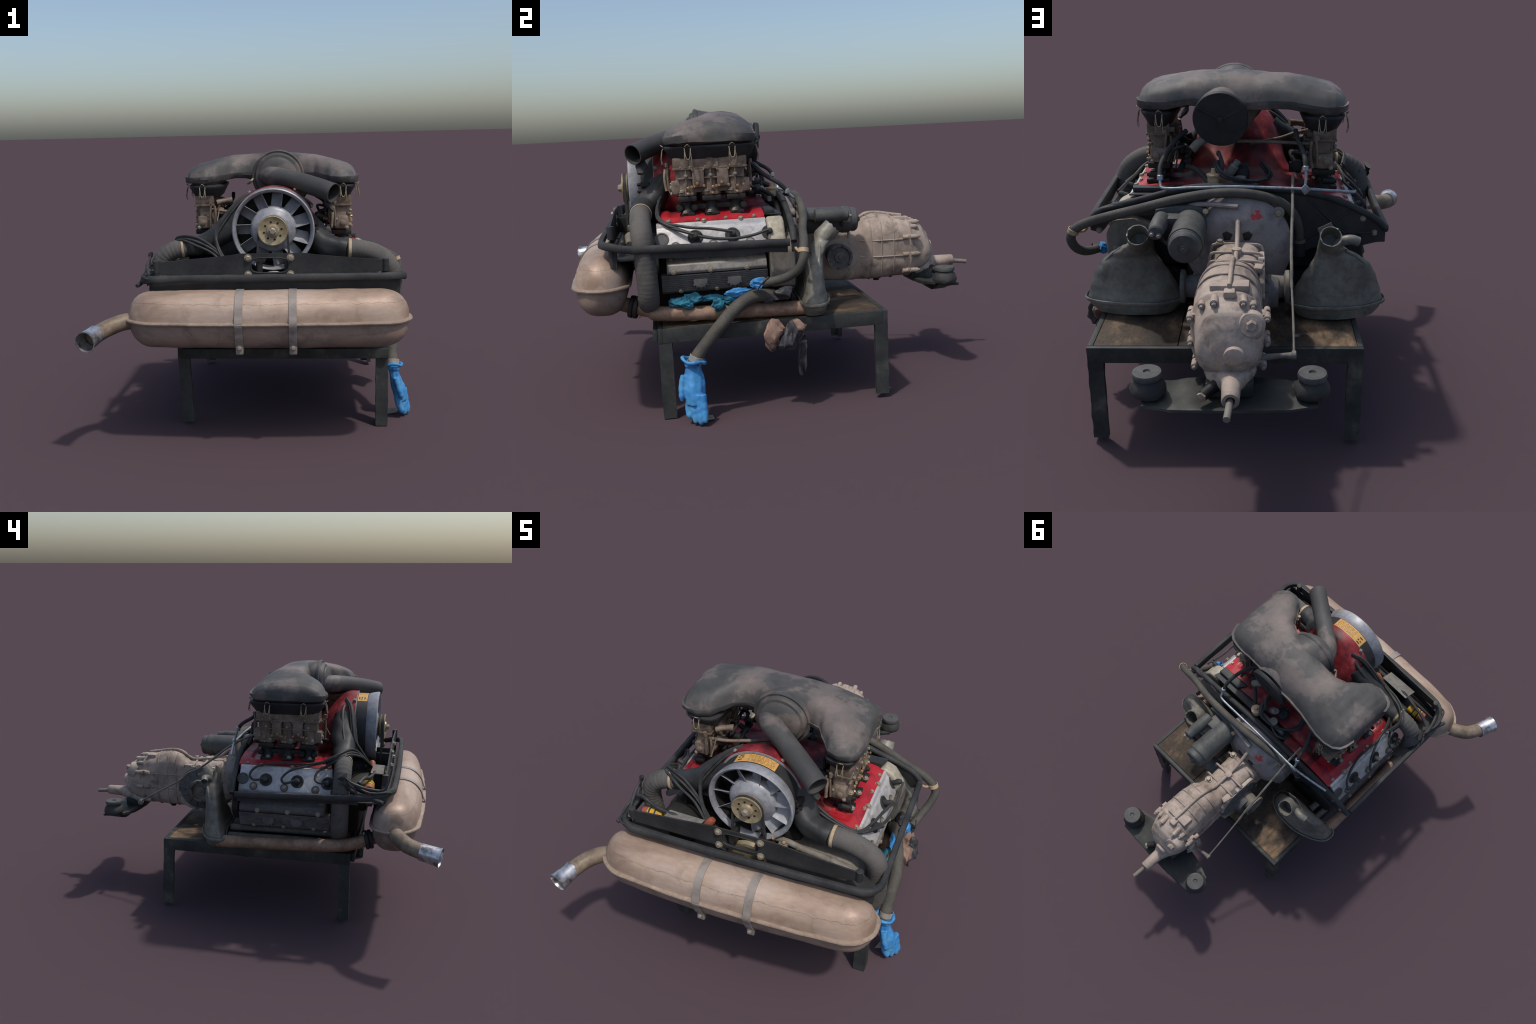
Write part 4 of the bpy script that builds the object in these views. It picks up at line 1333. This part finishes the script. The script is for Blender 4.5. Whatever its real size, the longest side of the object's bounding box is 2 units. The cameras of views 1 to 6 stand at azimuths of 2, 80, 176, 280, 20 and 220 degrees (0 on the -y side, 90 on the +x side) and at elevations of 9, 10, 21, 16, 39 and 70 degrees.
# ================================================================== GEARBOX
def build_gearbox():
    # bellhousing
    C = V((-.010, 0, .668))
    bell = lathe("bellhousing", [(.190, .004), (.206, .010), (.208, .088), (.202, .096), (.196, .100), (.180, .122), (.150, .148), (.115, .164), (.07, .172), (.02, .174)], C, (0, 1, 0), "bell", ENGINE, 72, angle=30)
    for a, sz in ((48, .013), (-48, .011), (130, .011), (-130, .011)):
        p = C + V((-.205 * sin(radians(a)), 0, .205 * cos(radians(a))))
        lathe("bolt_ear", [(.022, .03), (.024, .088), (.020, .094)], p, (0, 1, 0), "bell", bell, 20)
        bolt(p + V((0, .093, 0)), (0, 1, 0), sz, bell)
    # two timing windows
    for x in (-.046, .028):
        q = 1 if x < -.01 else -1
        prism("timing_window", [(x - .019, .744), (x - .004 * q, .756), (x + .019, .748), (x + .013, .722), (x - .008, .722)], 'y', .150, .1735, "dark", bell, .001)
    # starter shelf rib on the bellhousing
    tube("shelf_rib", [(-.010, .135, .842), (.05, .128, .845), (.11, .118, .845), (.16, .108, .838), (.205, .10, .812), (.225, .095, .77)], .010, "bell", bell, 10, squash=1.3)
    # long case loft: y, centre x, half x, bottom z, top z, squareness
    st = [(.14, -.006, .098, .50, .690, 3.4), (.20, -.008, .090, .46, .720, 4.2), (.26, -.010, .088, .445, .720, 4.6), (.34, -.010, .084, .440, .712, 4.4), (.395, -.006, .086, .438, .710, 3.6), (.425, -.004, .094, .438, .730, 2.8),
          (.455, .006, .102, .438, .752, 2.8), (.50, .009, .105, .438, .763, 2.9), (.56, .011, .108, .440, .757, 2.9), (.62, .011, .111, .444, .744, 2.8), (.655, .010, .113, .446, .730, 2.8),
          (.66, .010, .117, .444, .730, 2.8), (.672, .009, .117, .444, .728, 2.8), (.678, .008, .112, .450, .718, 2.7), (.715, .005, .108, .462, .706, 2.7), (.742, .004, .102, .472, .694, 2.6), (.765, .003, .092, .486, .664, 2.5), (.785, .002, .072, .505, .628, 2.3), (.798, .002, .050, .53, .598, 2.2), (.803, .002, .02, .555, .57, 2)]
    bm = bmesh.new()
    rings = []
    ys = [.14 + (.803 - .14) * i / 90 for i in range(91)]
    for y in ys:
        cx, hx, zb, zt, p = interp(st, y)
        rings.append([V((a, y, b)) for a, b in superellipse(cx, (zb + zt) / 2, hx, (zt - zb) / 2, p, 64)])
    skin_rings(bm, rings)
    roughen(bm, .004, 18, 1)
    gb = finish("gearbox_case", bm, "gear", ENGINE, 50)
    # raised ribs: spine, hoops and side lines
    bm = bmesh.new()
    tube_into(bm, [(-.010, .150, .795), (-.010, .175, .782), (-.010, .215, .752), (-.009, .265, .731), (-.008, .31, .725), (-.007, .38, .719), (-.004, .425, .736), (-.002, .47, .764), (.0, .53, .766), (.002, .60, .754), (.004, .655, .746)], [.009, .009, .0085, .009, .0085, .007], 10, 6)
    lathe_into(bm, [(.018, 0), (.018, .026), (.012, .029)], (-.009, .295, .709), (0, 0, 1), 16)
    for y, amp in ((.470, .0030), (.520, .0034), (.580, .0034)):
        cx, hx, zb, zt, p = interp(st, y)
        loop = [V((a, y, b)) for a, b in superellipse(cx, (zb + zt) / 2, hx + .001, (zt - zb) / 2 + .001, p, 48)]
        tube_into(bm, loop + [loop[0]], amp, 8, 1)
    for z in (.640, .560):
        for q in (1, -1):
            pts = []
            for y in (.42, .50, .58, .65):
                cx, hx, zb, zt, p = interp(st, y)
                zz = (z - (zb + zt) / 2) / ((zt - zb) / 2)
                pts.append((cx + q * (hx * max(1 - abs(zz) ** p, 0) ** (1 / p) + .001), y, z))
            tube_into(bm, pts, .0036, 8, 5)
    # cross ribs of the final drive
    for y, z in ((.205, .716), (.295, .716), (.36, .709)):
        tube_into(bm, [(-.105, y, .66), (-.098, y, z - .006), (-.05, y, z + .003), (.05, y, z + .003), (.085, y, z - .006), (.09, y, .66)], .0058, 8, 4)
    finish("casting_ribs", bm, "gear", gb)
    # side cover with radial ribs on the left, square shoulder on the right
    bm = bmesh.new()
    cc = V((-.085, .318, .575))
    lathe_into(bm, [(.130, 0), (.132, .018), (.120, .026), (.085, .030), (.060, .040), (.054, .075)], cc, (-1, 0, 0), 48)
    for k in range(14):
        a = 2 * pi * k / 14
        d = V((0, cos(a), sin(a)))
        tube_into(bm, [cc + V((-.036, 0, 0)) + d * .05, cc + V((-.030, 0, 0)) + d * .09, cc + V((-.020, 0, 0)) + d * .126], .005, 8, 3)
    finish("side_cover", bm, "coverlow", gb)
    bm = bmesh.new()
    prism_into(bm, [(.20, .50), (.20, .69), (.24, .702), (.40, .70), (.44, .66), (.44, .48), (.38, .45), (.26, .45)], 'x', -.090, -.110, .006)
    for k in range(10):
        a = 2 * pi * k / 10 + .3
        lathe_into(bm, [(.012, 0), (.012, .022), (.008, .024)], cc + V((-.002, cos(a) * .126, sin(a) * .126)), (-1, 0, 0), 10)
    finish("side_cover_ears", bm, "gear", gb)
    # drive flanges
    for s in (1, -1):
        c = V((s * .075, .292, .586))
        h = .118 if s > 0 else .125
        fl = lathe("drive_flange", [(.048, 0), (.044, .06), (.040, h - .02), (.058, h - .015), (.0615, h - .010), (.0615, h), (.050, h + .001), (.046, h - .012), (.026, h - .012), (.025, h - .004), (.010, h - .002), (.009, h + .003), (.003, h + .003)], c, (s, 0, 0), "coverlow" if s > 0 else "tindark", gb, 48)
        for k in range(6):
            a = 2 * pi * k / 6 + .3
            p = c + V((s * (h + .0005), cos(a) * .0545, sin(a) * .0545))
            lathe("flange_hole", [(.0052, 0), (.0052, .0012)], p, (s, 0, 0), "wire", gb, 10)
    # joint lugs round the end cover with through bolts
    def lug(p, out, ya=.622, yb=.698, r=.0115):
        p = V(p)
        bm = bmesh.new()
        cyl_into(bm, p + V((0, ya - .66, 0)), p + V((0, -.012 , 0)), r * .95, seg=16)
        cyl_into(bm, p + V((0, .002, 0)), p + V((0, yb - .66, 0)), r, seg=16)
        q = p - V(out) * .012
        box_into(bm, q - V((.012, .018, .010)), q + V((.012, .026, .010)), .005)
        finish("joint_lug", bm, "gear", gb)
        place(STUD, "lug_bolt", p + V((0, yb - .66, 0)), (0, 1, 0), .0075, gb)
    for q in (1, -1):
        for z in (.650, .565):
            lug((.005 + q * .121, .66, z), (q, 0, 0))
        lug((.005 + q * .110, .66, .482), (q, 0, -.2))
        lug((.008 + q * .080, .66, .694), (q * .6, 0, .8), .63, .70)
    for x, z in ((.048, .712), (-.042, .712)):
        lug((x, .665, z), (0, 0, 1), .60, .715, .013)
    bm = bmesh.new()
    box_into(bm, (-.060, .600, .715), (.066, .655, .745), .008)
    box_into(bm, (-.016, .615, .715), (.022, .690, .738), .008)
    roughen(bm, .003, 40)
    finish("selector_cover", bm, "gear", gb)
    # filler boss and plug on the end cover
    bm = bmesh.new()
    lathe_into(bm, [(.050, 0), (.048, .03), (.038, .045), (.034, .05)], (-.060, .718, .640), (-.10, .85, .42), 28)
    roughen(bm, .003, 25)
    finish("filler_boss", bm, "gear", gb)
    lathe("filler_plug", [(.0175, 0), (.0175, .022), (.014, .026)], (-.066, .755, .658), (-.1, 1, .25), "gear", gb, 6)
    lathe("end_boss", [(.034, 0), (.032, .012), (.018, .02)], (-.015, .795, .575), (0, 1, -.1), "gear", gb, 24)
    bolt((.055, .20, .722), (0, 0, 1), .012, gb)
    bolt((.05, .385, .708), (.1, 0, 1), .014, gb)
    prism("case_lug", [(-.11, .37), (-.075, .36), (-.07, .41), (-.10, .42)], 'z', .685, .708, "gear", gb, .008)
    # lower nose, shift rod
    bm = bmesh.new()
    rings = [[V((a, y, b)) for a, b in superellipse(cx, cz, hx, hz, 2.6, 28)] for y, cx, cz, hx, hz in ((.70, 0, .475, .085, .035), (.76, 0, .478, .070, .040), (.80, -.004, .488, .045, .036), (.83, -.008, .492, .030, .030))]
    skin_rings(bm, rings)
    roughen(bm, .003, 25)
    finish("selector_nose", bm, "gear", gb)
    lathe("shift_sleeve", [(.031, 0), (.029, .05), (.027, .108), (.024, .112), (.014, .110), (.013, .08)], (-.008, .815, .494), (0, 1, 0.02), "gear", gb, 24)
    tube("shift_rod", [(-.008, .88, .494), (-.004, .95, .488), (.0, .998, .482)], .0108, "tindark", gb, 14)
    tube("speedometer_drive", [(.04, .79, .470), (.065, .815, .462), (.08, .835, .458)], [.020, .018, .017], "dark", gb, 14)
    lathe("drive_union", [(.016, 0), (.016, .014), (.011, .015), (.006, .018)], (.078, .832, .458), (.4, .9, -.1), "bolt", gb, 6)
    # drain bulges underneath
    for y, z in ((.50, .455), (.46, .45)):
        pass
    lathe("drain_plug", [(.024, 0), (.024, .012), (.015, .014), (.015, .022)], (.0, .52, .445), (0, 0, -1), "dark", gb, 12)
    # clutch lever and cable on the left
    lv = tube("clutch_lever", [(-.09, .668, .497), (-.13, .66, .498), (-.17, .652, .497), (-.208, .648, .495)], [.012, .010, .009, .013], "tindark", gb, 12)
    lathe("lever_eye", [(.012, -.008), (.015, -.006), (.015, .006), (.012, .008)], (-.205, .647, .497), (1, 0, 0), "tindark", gb, 16)
    tube("clutch_cable", [(-.205, .645, .505), (-.206, .56, .555), (-.205, .46, .612), (-.204, .40, .648), (-.205, .355, .69), (-.206, .29, .722), (-.210, .20, .79), (-.214, .14, .838), (-.216, .06, .892), (-.22, -.02, .93)], lambda t: .0042 if t < .3 else .0058, "tindark", gb, 8, wobble=.15)
    return gb
GB = build_gearbox()

# ================================================================== STARTER MOTOR
def build_starter():
    st = lathe("starter_motor", [(.030, 0), (.060, .004), (.063, .02), (.061, .04), (.061, .215), (.058, .225), (.056, .227), (.056, .250), (.050, .258), (.018, .260), (.015, .270), (.004, .271)], (.168, .120, .768), (.01, 1, -.025), "starter", ENGINE, 40)
    lathe("starter_band", [(.0612, .185), (.0632, .186), (.0632, .218), (.0612, .219)], (.168, .120, .768), (.01, 1, -.025), "starter", st, 40, caps=False)
    sol = lathe("solenoid", [(.012, 0), (.030, .006), (.031, .03), (.031, .115), (.028, .12), (.027, .155), (.022, .160), (.003, .161)], (.272, .155, .800), (.03, 1, -.02), "starter", st, 30)
    for dx, dz in ((.012, -.008), (-.012, -.014)):
        place(STUD, "terminal", (.277 + dx, .316, .802 + dz), (0, 1, 0), .007, st)
    bm = bmesh.new()
    prism_into(bm, [(.10, .72), (.105, .83), (.16, .842), (.23, .838), (.30, .825), (.305, .79), (.24, .76), (.23, .71), (.17, .695)], 'y', .100, .128, .006)
    box_into(bm, (.20, .13, .78), (.26, .20, .815), .008)
    finish("starter_flange", bm, "starter", st)
    lathe("mount_stud", [(.011, 0), (.011, .03), (.007, .031)], (.108, .120, .818), (.1, 1, .3), "cadmium", st, 6)
    lathe("end_cap_nut", [(.011, 0), (.010, .008)], (.1705, .388, .761), (0, 1, 0), "starter", st, 6)
    tube("starter_lead", [(.265, .31, .79), (.25, .29, .76), (.225, .30, .74)], .006, "wire", st, 8)
build_starter()

# ================================================================== GEARBOX CROSSMEMBER
def build_crossmember():
    bm = bmesh.new()
    rows = []
    n = 40
    for i in range(n + 1):
        t = -1 + 2 * i / n
        x = .268 * t - .003
        yf = .850 - .008 * t * t
        yr = .682 + .050 * t * t
        e = max(0, abs(t) - .68) / .32
        zm = .392 + .030 * e                    # sagging trough between the mounts
        hump = .012 * max(0, 1 - abs(t) * 2.2)
        zt = .436 + .012 * e
        rows.append([V((x, yf, zt - .012)), V((x, yf + .008, zt - .014)), V((x, yf + .010, zt - .022)), V((x, yf, zt - .026)), V((x, .81, zm + .004)), V((x, .745, zm + hump * .3)), V((x, yr + .02, zm + .022)), V((x, yr - .004, zt - .014)), V((x, yr - .004, zt)), V((x, yr + .012, zt + .004)), V((x, .745, zt - .004 - hump)), V((x, .82, zt - .010 - hump))])
    skin_rings(bm, rows)
    roughen(bm, .003, 20, 2)
    cm = finish("gearbox_crossmember", bm, "cross", ENGINE, 40)
    for x, y in ((.252, .785), (-.256, .789)):
        bm = bmesh.new()
        lathe_into(bm, [(.040, -.080), (.053, -.076), (.057, -.066), (.056, -.055), (.048, -.036), (.040, -.028), (.038, -.020)], (x, y, .517), (0, 0, 1), 40)
        roughen(bm, .004, 35, x)
        mt = finish("rubber_mount", bm, "rubber", cm)
        lathe("mount_cap", [(.036, -.026), (.045, -.020), (.047, -.010), (.044, -.002), (.036, .0), (.028, -.002), (.020, .0), (.012, -.001), (.009, -.007), (.002, -.008)], (x, y, .517), (0, 0, 1), "mount", cm, 40)
    box("gearbox_mount_block", (-.075, .68, .425), (.075, .79, .475), "cross", cm, .008)
build_crossmember()

# ================================================================== RODS, WIRES, ANCILLARIES
def build_details():
    # bright heater control rod across the rear with two short hoses
    rod = tube("control_rod", [(.289, .036, .922), (.286, .050, .902), (.268, .066, .890), (.15, .070, .896), (0, .072, .901), (-.15, .074, .899), (-.263, .074, .896), (-.36, .060, .887), (-.458, .041, .876)], .0058, "silver", ENGINE, 10)
    tube("rod_branch", [(-.262, .072, .896), (-.266, .064, .935), (-.264, .055, .966)], .0055, "silver", rod, 10)
    prism("rod_joint", [(-.285, .895), (-.263, .918), (-.245, .897), (-.262, .872)], 'y', .072, .084, "silver", rod, .004)
    for p in ((.289, .034, .924), (-.264, .052, .970)):
        lathe("union", [(.010, -.010), (.012, -.008), (.012, .008), (.010, .010)], p, (0, -.2, 1), "silver", rod, 8)
    tube("rubber_line", [(.289, .034, .925), (.290, .0, .960), (.272, -.06, 1.0), (.235, -.11, 1.045), (.20, -.14, 1.07)], .0095, "rubber")
    tube("rubber_line", [(-.264, .052, .972), (-.262, .03, 1.0), (-.252, -.02, 1.03), (-.235, -.065, 1.062), (-.23, -.10, 1.085)], .0095, "rubber")
    tube("rubber_line", [(.10, .0, .885), (.13, -.04, .912), (.16, -.07, .93), (.20, -.10, .935)], .010, "rubber")
    # oil filler box, distributor, coil
    lathe("breather_can", [(.018, 0), (.022, .004), (.022, .035), (.026, .037), (.026, .044), (.010, .048), (.007, .066), (.002, .067)], (.090, -.008, .885), (0, 0, 1), "clamp", ENGINE, 20)
    ds = lathe("distributor", [(.030, 0), (.034, .02), (.034, .035), (.028, .05), (.018, .055), (.003, .056)], (-.020, -.10, .885), (.1, .05, 1), "rubber", ENGINE, 24)
    for k in range(6):
        a = 2 * pi * k / 6
        cyl = lathe("distributor_tower", [(.007, 0), (.007, .02)], (-.018 + .02 * cos(a), -.098 + .02 * sin(a), .930), (.1, .05, 1), "rubber", ds, 10)
    lathe("pressure_sender", [(.018, 0), (.018, .05), (.013, .055), (.013, .075)], (.035, -.07, .905), (-.5, .1, .8), "plate", ENGINE, 18)
    lathe("pressure_sender", [(.02, 0), (.022, .01), (.022, .02)], (-.015, -.03, .892), (0, .1, 1), "plate", ENGINE, 18)
    # wiring loop behind the distributor
    bm = bmesh.new()
    for k in range(4):
        o = V((random.uniform(-.008, .008), random.uniform(-.008, .008), random.uniform(-.006, .008)))
        tube_into(bm, [V((.07, -.13, .95)) + o, V((.078, -.05, .958)) + o, V((.05, .0, .93)) + o * 1.3, V((-.02, -.005, .905)) + o, V((-.085, -.04, .895)) + o, V((-.13, -.10, .905)) + o * 1.5, V((-.10, -.17, .935)) + o], .006, 8, 6)
    tube_into(bm, [(-.03, .0, .91), (-.075, .015, .91), (-.12, .008, .918)], .005, 8, 5)
    tube_into(bm, [(.075, -.12, .98), (.07, -.06, 1.0), (.055, -.04, .96), (.06, -.03, .93)], .008, 8, 5)
    finish("wiring_loop", bm, "wire", stuff=True)
    # spark plug leads, right bank
    for pl in ([(0.200, -.52, .93), (0.300, -.54, .885), (0.400, -.54, .845), (0.446, -.50, .815), (0.481, -.44, .795), (0.501, -.40, .785)],
               [(0.210, -.52, .94), (0.310, -.545, .89), (0.420, -.53, .84), (0.461, -.43, .812), (0.484, -.33, .802), (0.506, -.245, .787)],
               [(0.200, -.525, .925), (0.310, -.55, .88), (0.420, -.54, .84), (0.466, -.46, .805), (0.501, -.36, .770), (0.514, -.25, .758), (0.511, -.16, .765), (0.511, -.09, .785)]):
        tube("plug_lead", pl, .0062, "wire", ENGINE, 8)
    # spark plug leads, left bank
    for pl in ([(-0.370, -.53, .90), (-0.420, -.47, .875), (-0.450, -.36, .850), (-0.446, -.22, .845), (-0.476, -.11, .835), (-0.511, -.07, .80), (-0.521, -.09, .772), (-0.516, -.145, .780)],
               [(-0.370, -.53, .895), (-0.430, -.46, .868), (-0.446, -.38, .845), (-0.486, -.28, .825), (-0.521, -.235, .79), (-0.526, -.25, .765), (-0.524, -.303, .782)],
               [(-0.380, -.53, .89), (-0.450, -.46, .85), (-0.486, -.41, .825), (-0.516, -.40, .79), (-0.521, -.43, .775), (-0.511, -.46, .785)]):
        tube("plug_lead", pl, .0062, "wire", ENGINE, 8)
    # bundle of cables draped over the left duct to the front
    bm = bmesh.new()
    for k in range(6):
        o = V((random.uniform(-.012, .012), random.uniform(-.01, .01), random.uniform(-.01, .012)))
        tube_into(bm, [V((-.09, -.50, 1.12)) + o * .5, V((-.15, -.53, 1.085)) + o, V((-.22, -.55, 1.0)) + o * 1.5, V((-.26, -.565, .93)) + o * 1.6, V((-.25, -.60, .87)) + o * 1.5, V((-.21, -.64, .80)) + o, V((-.18, -.66, .75)) + o], .0058, 8, 6)
    for k in range(5):
        o = V((random.uniform(-.012, .012), random.uniform(-.014, .014), random.uniform(-.008, .012)))
        tube_into(bm, [V((-.46, -.44, .86)) + o, V((-.47, -.50, .895)) + o, V((-.42, -.545, .91)) + o, V((-.35, -.575, .895)) + o * 1.5, V((-.27, -.61, .855)) + o, V((-.20, -.65, .79)) + o], .0058, 8, 6)
    tube_into(bm, [(-.10, -.50, 1.10), (-.16, -.49, 1.07), (-.24, -.50, 1.0), (-.33, -.52, .92), (-.40, -.50, .88)], .010, 8, 6)
    finish("cable_bundle", bm, "wire", stuff=True)
    # harness along the left front tin
    bm = bmesh.new()
    tube_into(bm, [(-.585, -.545, .835), (-.592, -.60, .80), (-.575, -.68, .775), (-.55, -.735, .77), (-.535, -.752, .80)], .008, 8, 6, wobble=.5)
    tube_into(bm, [(-.57, -.62, .80), (-.52, -.64, .815), (-.46, -.66, .80), (-.36, -.68, .80), (-.28, -.67, .785), (-.20, -.67, .77)], .009, 8, 6, wobble=.4)
    tube_into(bm, [(-.585, -.60, .79), (-.60, -.68, .765), (-.58, -.76, .768), (-.555, -.775, .76)], .006, 8, 6, wobble=.4)
    tube_into(bm, [(-.54, -.50, .82), (-.57, -.53, .80), (-.58, -.61, .755), (-.60, -.69, .735), (-.615, -.74, .725)], .010, 8, 6, wobble=.4)
    finish("front_harness", bm, "wire", stuff=True)
    lathe("ignition_can", [(.010, 0), (.024, .004), (.026, .01), (.026, .03)], (-.525, -.665, .752), (1, .05, .05), "rust", ENGINE, 24)
    cn = lathe("ignition_can_label", [(.026, .0), (.0262, .01), (.0262, .07), (.024, .074), (.003, .075)], (-.497, -.664, .753), (1, .05, .05), "yellow", ENGINE, 24)
    for h in (.008, .036):
        lathe("label_band", [(.0263, h), (.0268, h + .001), (.0268, h + .007), (.0263, h + .008)], (-.497, -.664, .753), (1, .05, .05), "wire", cn, 24, caps=False)
    prism("dusty_plate", [(-.395, -.725), (-.225, -.725), (-.215, -.665), (-.385, -.660)], 'z', .800, .806, "plate", ENGINE, .002)
    box("plate_support", (-.37, -.715, .71), (-.25, -.675, .7995), "dark")
    lathe("red_sender", [(.018, 0), (.018, .05), (.012, .06)], (-.215, -.66, .765), (.6, .1, .8), "rust", ENGINE, 16)
    # right front: engine casting with webs seen below the duct, oil line
    tube("oil_line", [(.08, -.64, .79), (.16, -.655, .80), (.24, -.66, .785), (.34, -.665, .775), (.44, -.66, .75)], .014, "tindark", ENGINE, 12)
    tube("coolant_rib", [(.30, -.66, .775), (.37, -.675, .775), (.44, -.672, .752)], [.016, .018, .014], "tindark", ENGINE, 14)
    bm = bmesh.new()
    for k in range(7):
        p = V((random.uniform(.07, .24), random.uniform(-.69, -.63), random.uniform(.72, .79)))
        box_into(bm, p - V((.02, .015, .012)), p + V((.02, .015, .012)), .004)
    for k in range(10):
        p = V((random.uniform(-.25, .25), random.uniform(-.66, -.62), random.uniform(.60, .72)))
        box_into(bm, p - V((.03, .02, .02)), p + V((.03, .02, .02)), .005)
    finish("front_castings", bm, "tindark", stuff=True)
    for p in ((.10, -.66, .80), (.15, -.665, .795), (.21, -.66, .78)):
        place(JET, "fitting", p, (0, -.5, 1), .010)
    # alternator lugs beside the fan on the right
    bm = bmesh.new()
    for z in (.985, .955):
        box_into(bm, (.175, -.615, z - .011), (.205, -.575, z + .011), .004)
        cyl_into(bm, (.19, -.63, z), (.19, -.57, z), .007)
    finish("strap_clamp", bm, "dark")
    # clip and wire on the air cleaner neck
    tube("filter_clip", [(-.105, -.34, 1.175), (-.115, -.355, 1.165), (-.125, -.345, 1.155), (-.135, -.33, 1.15)], .006, "clip")
build_details()
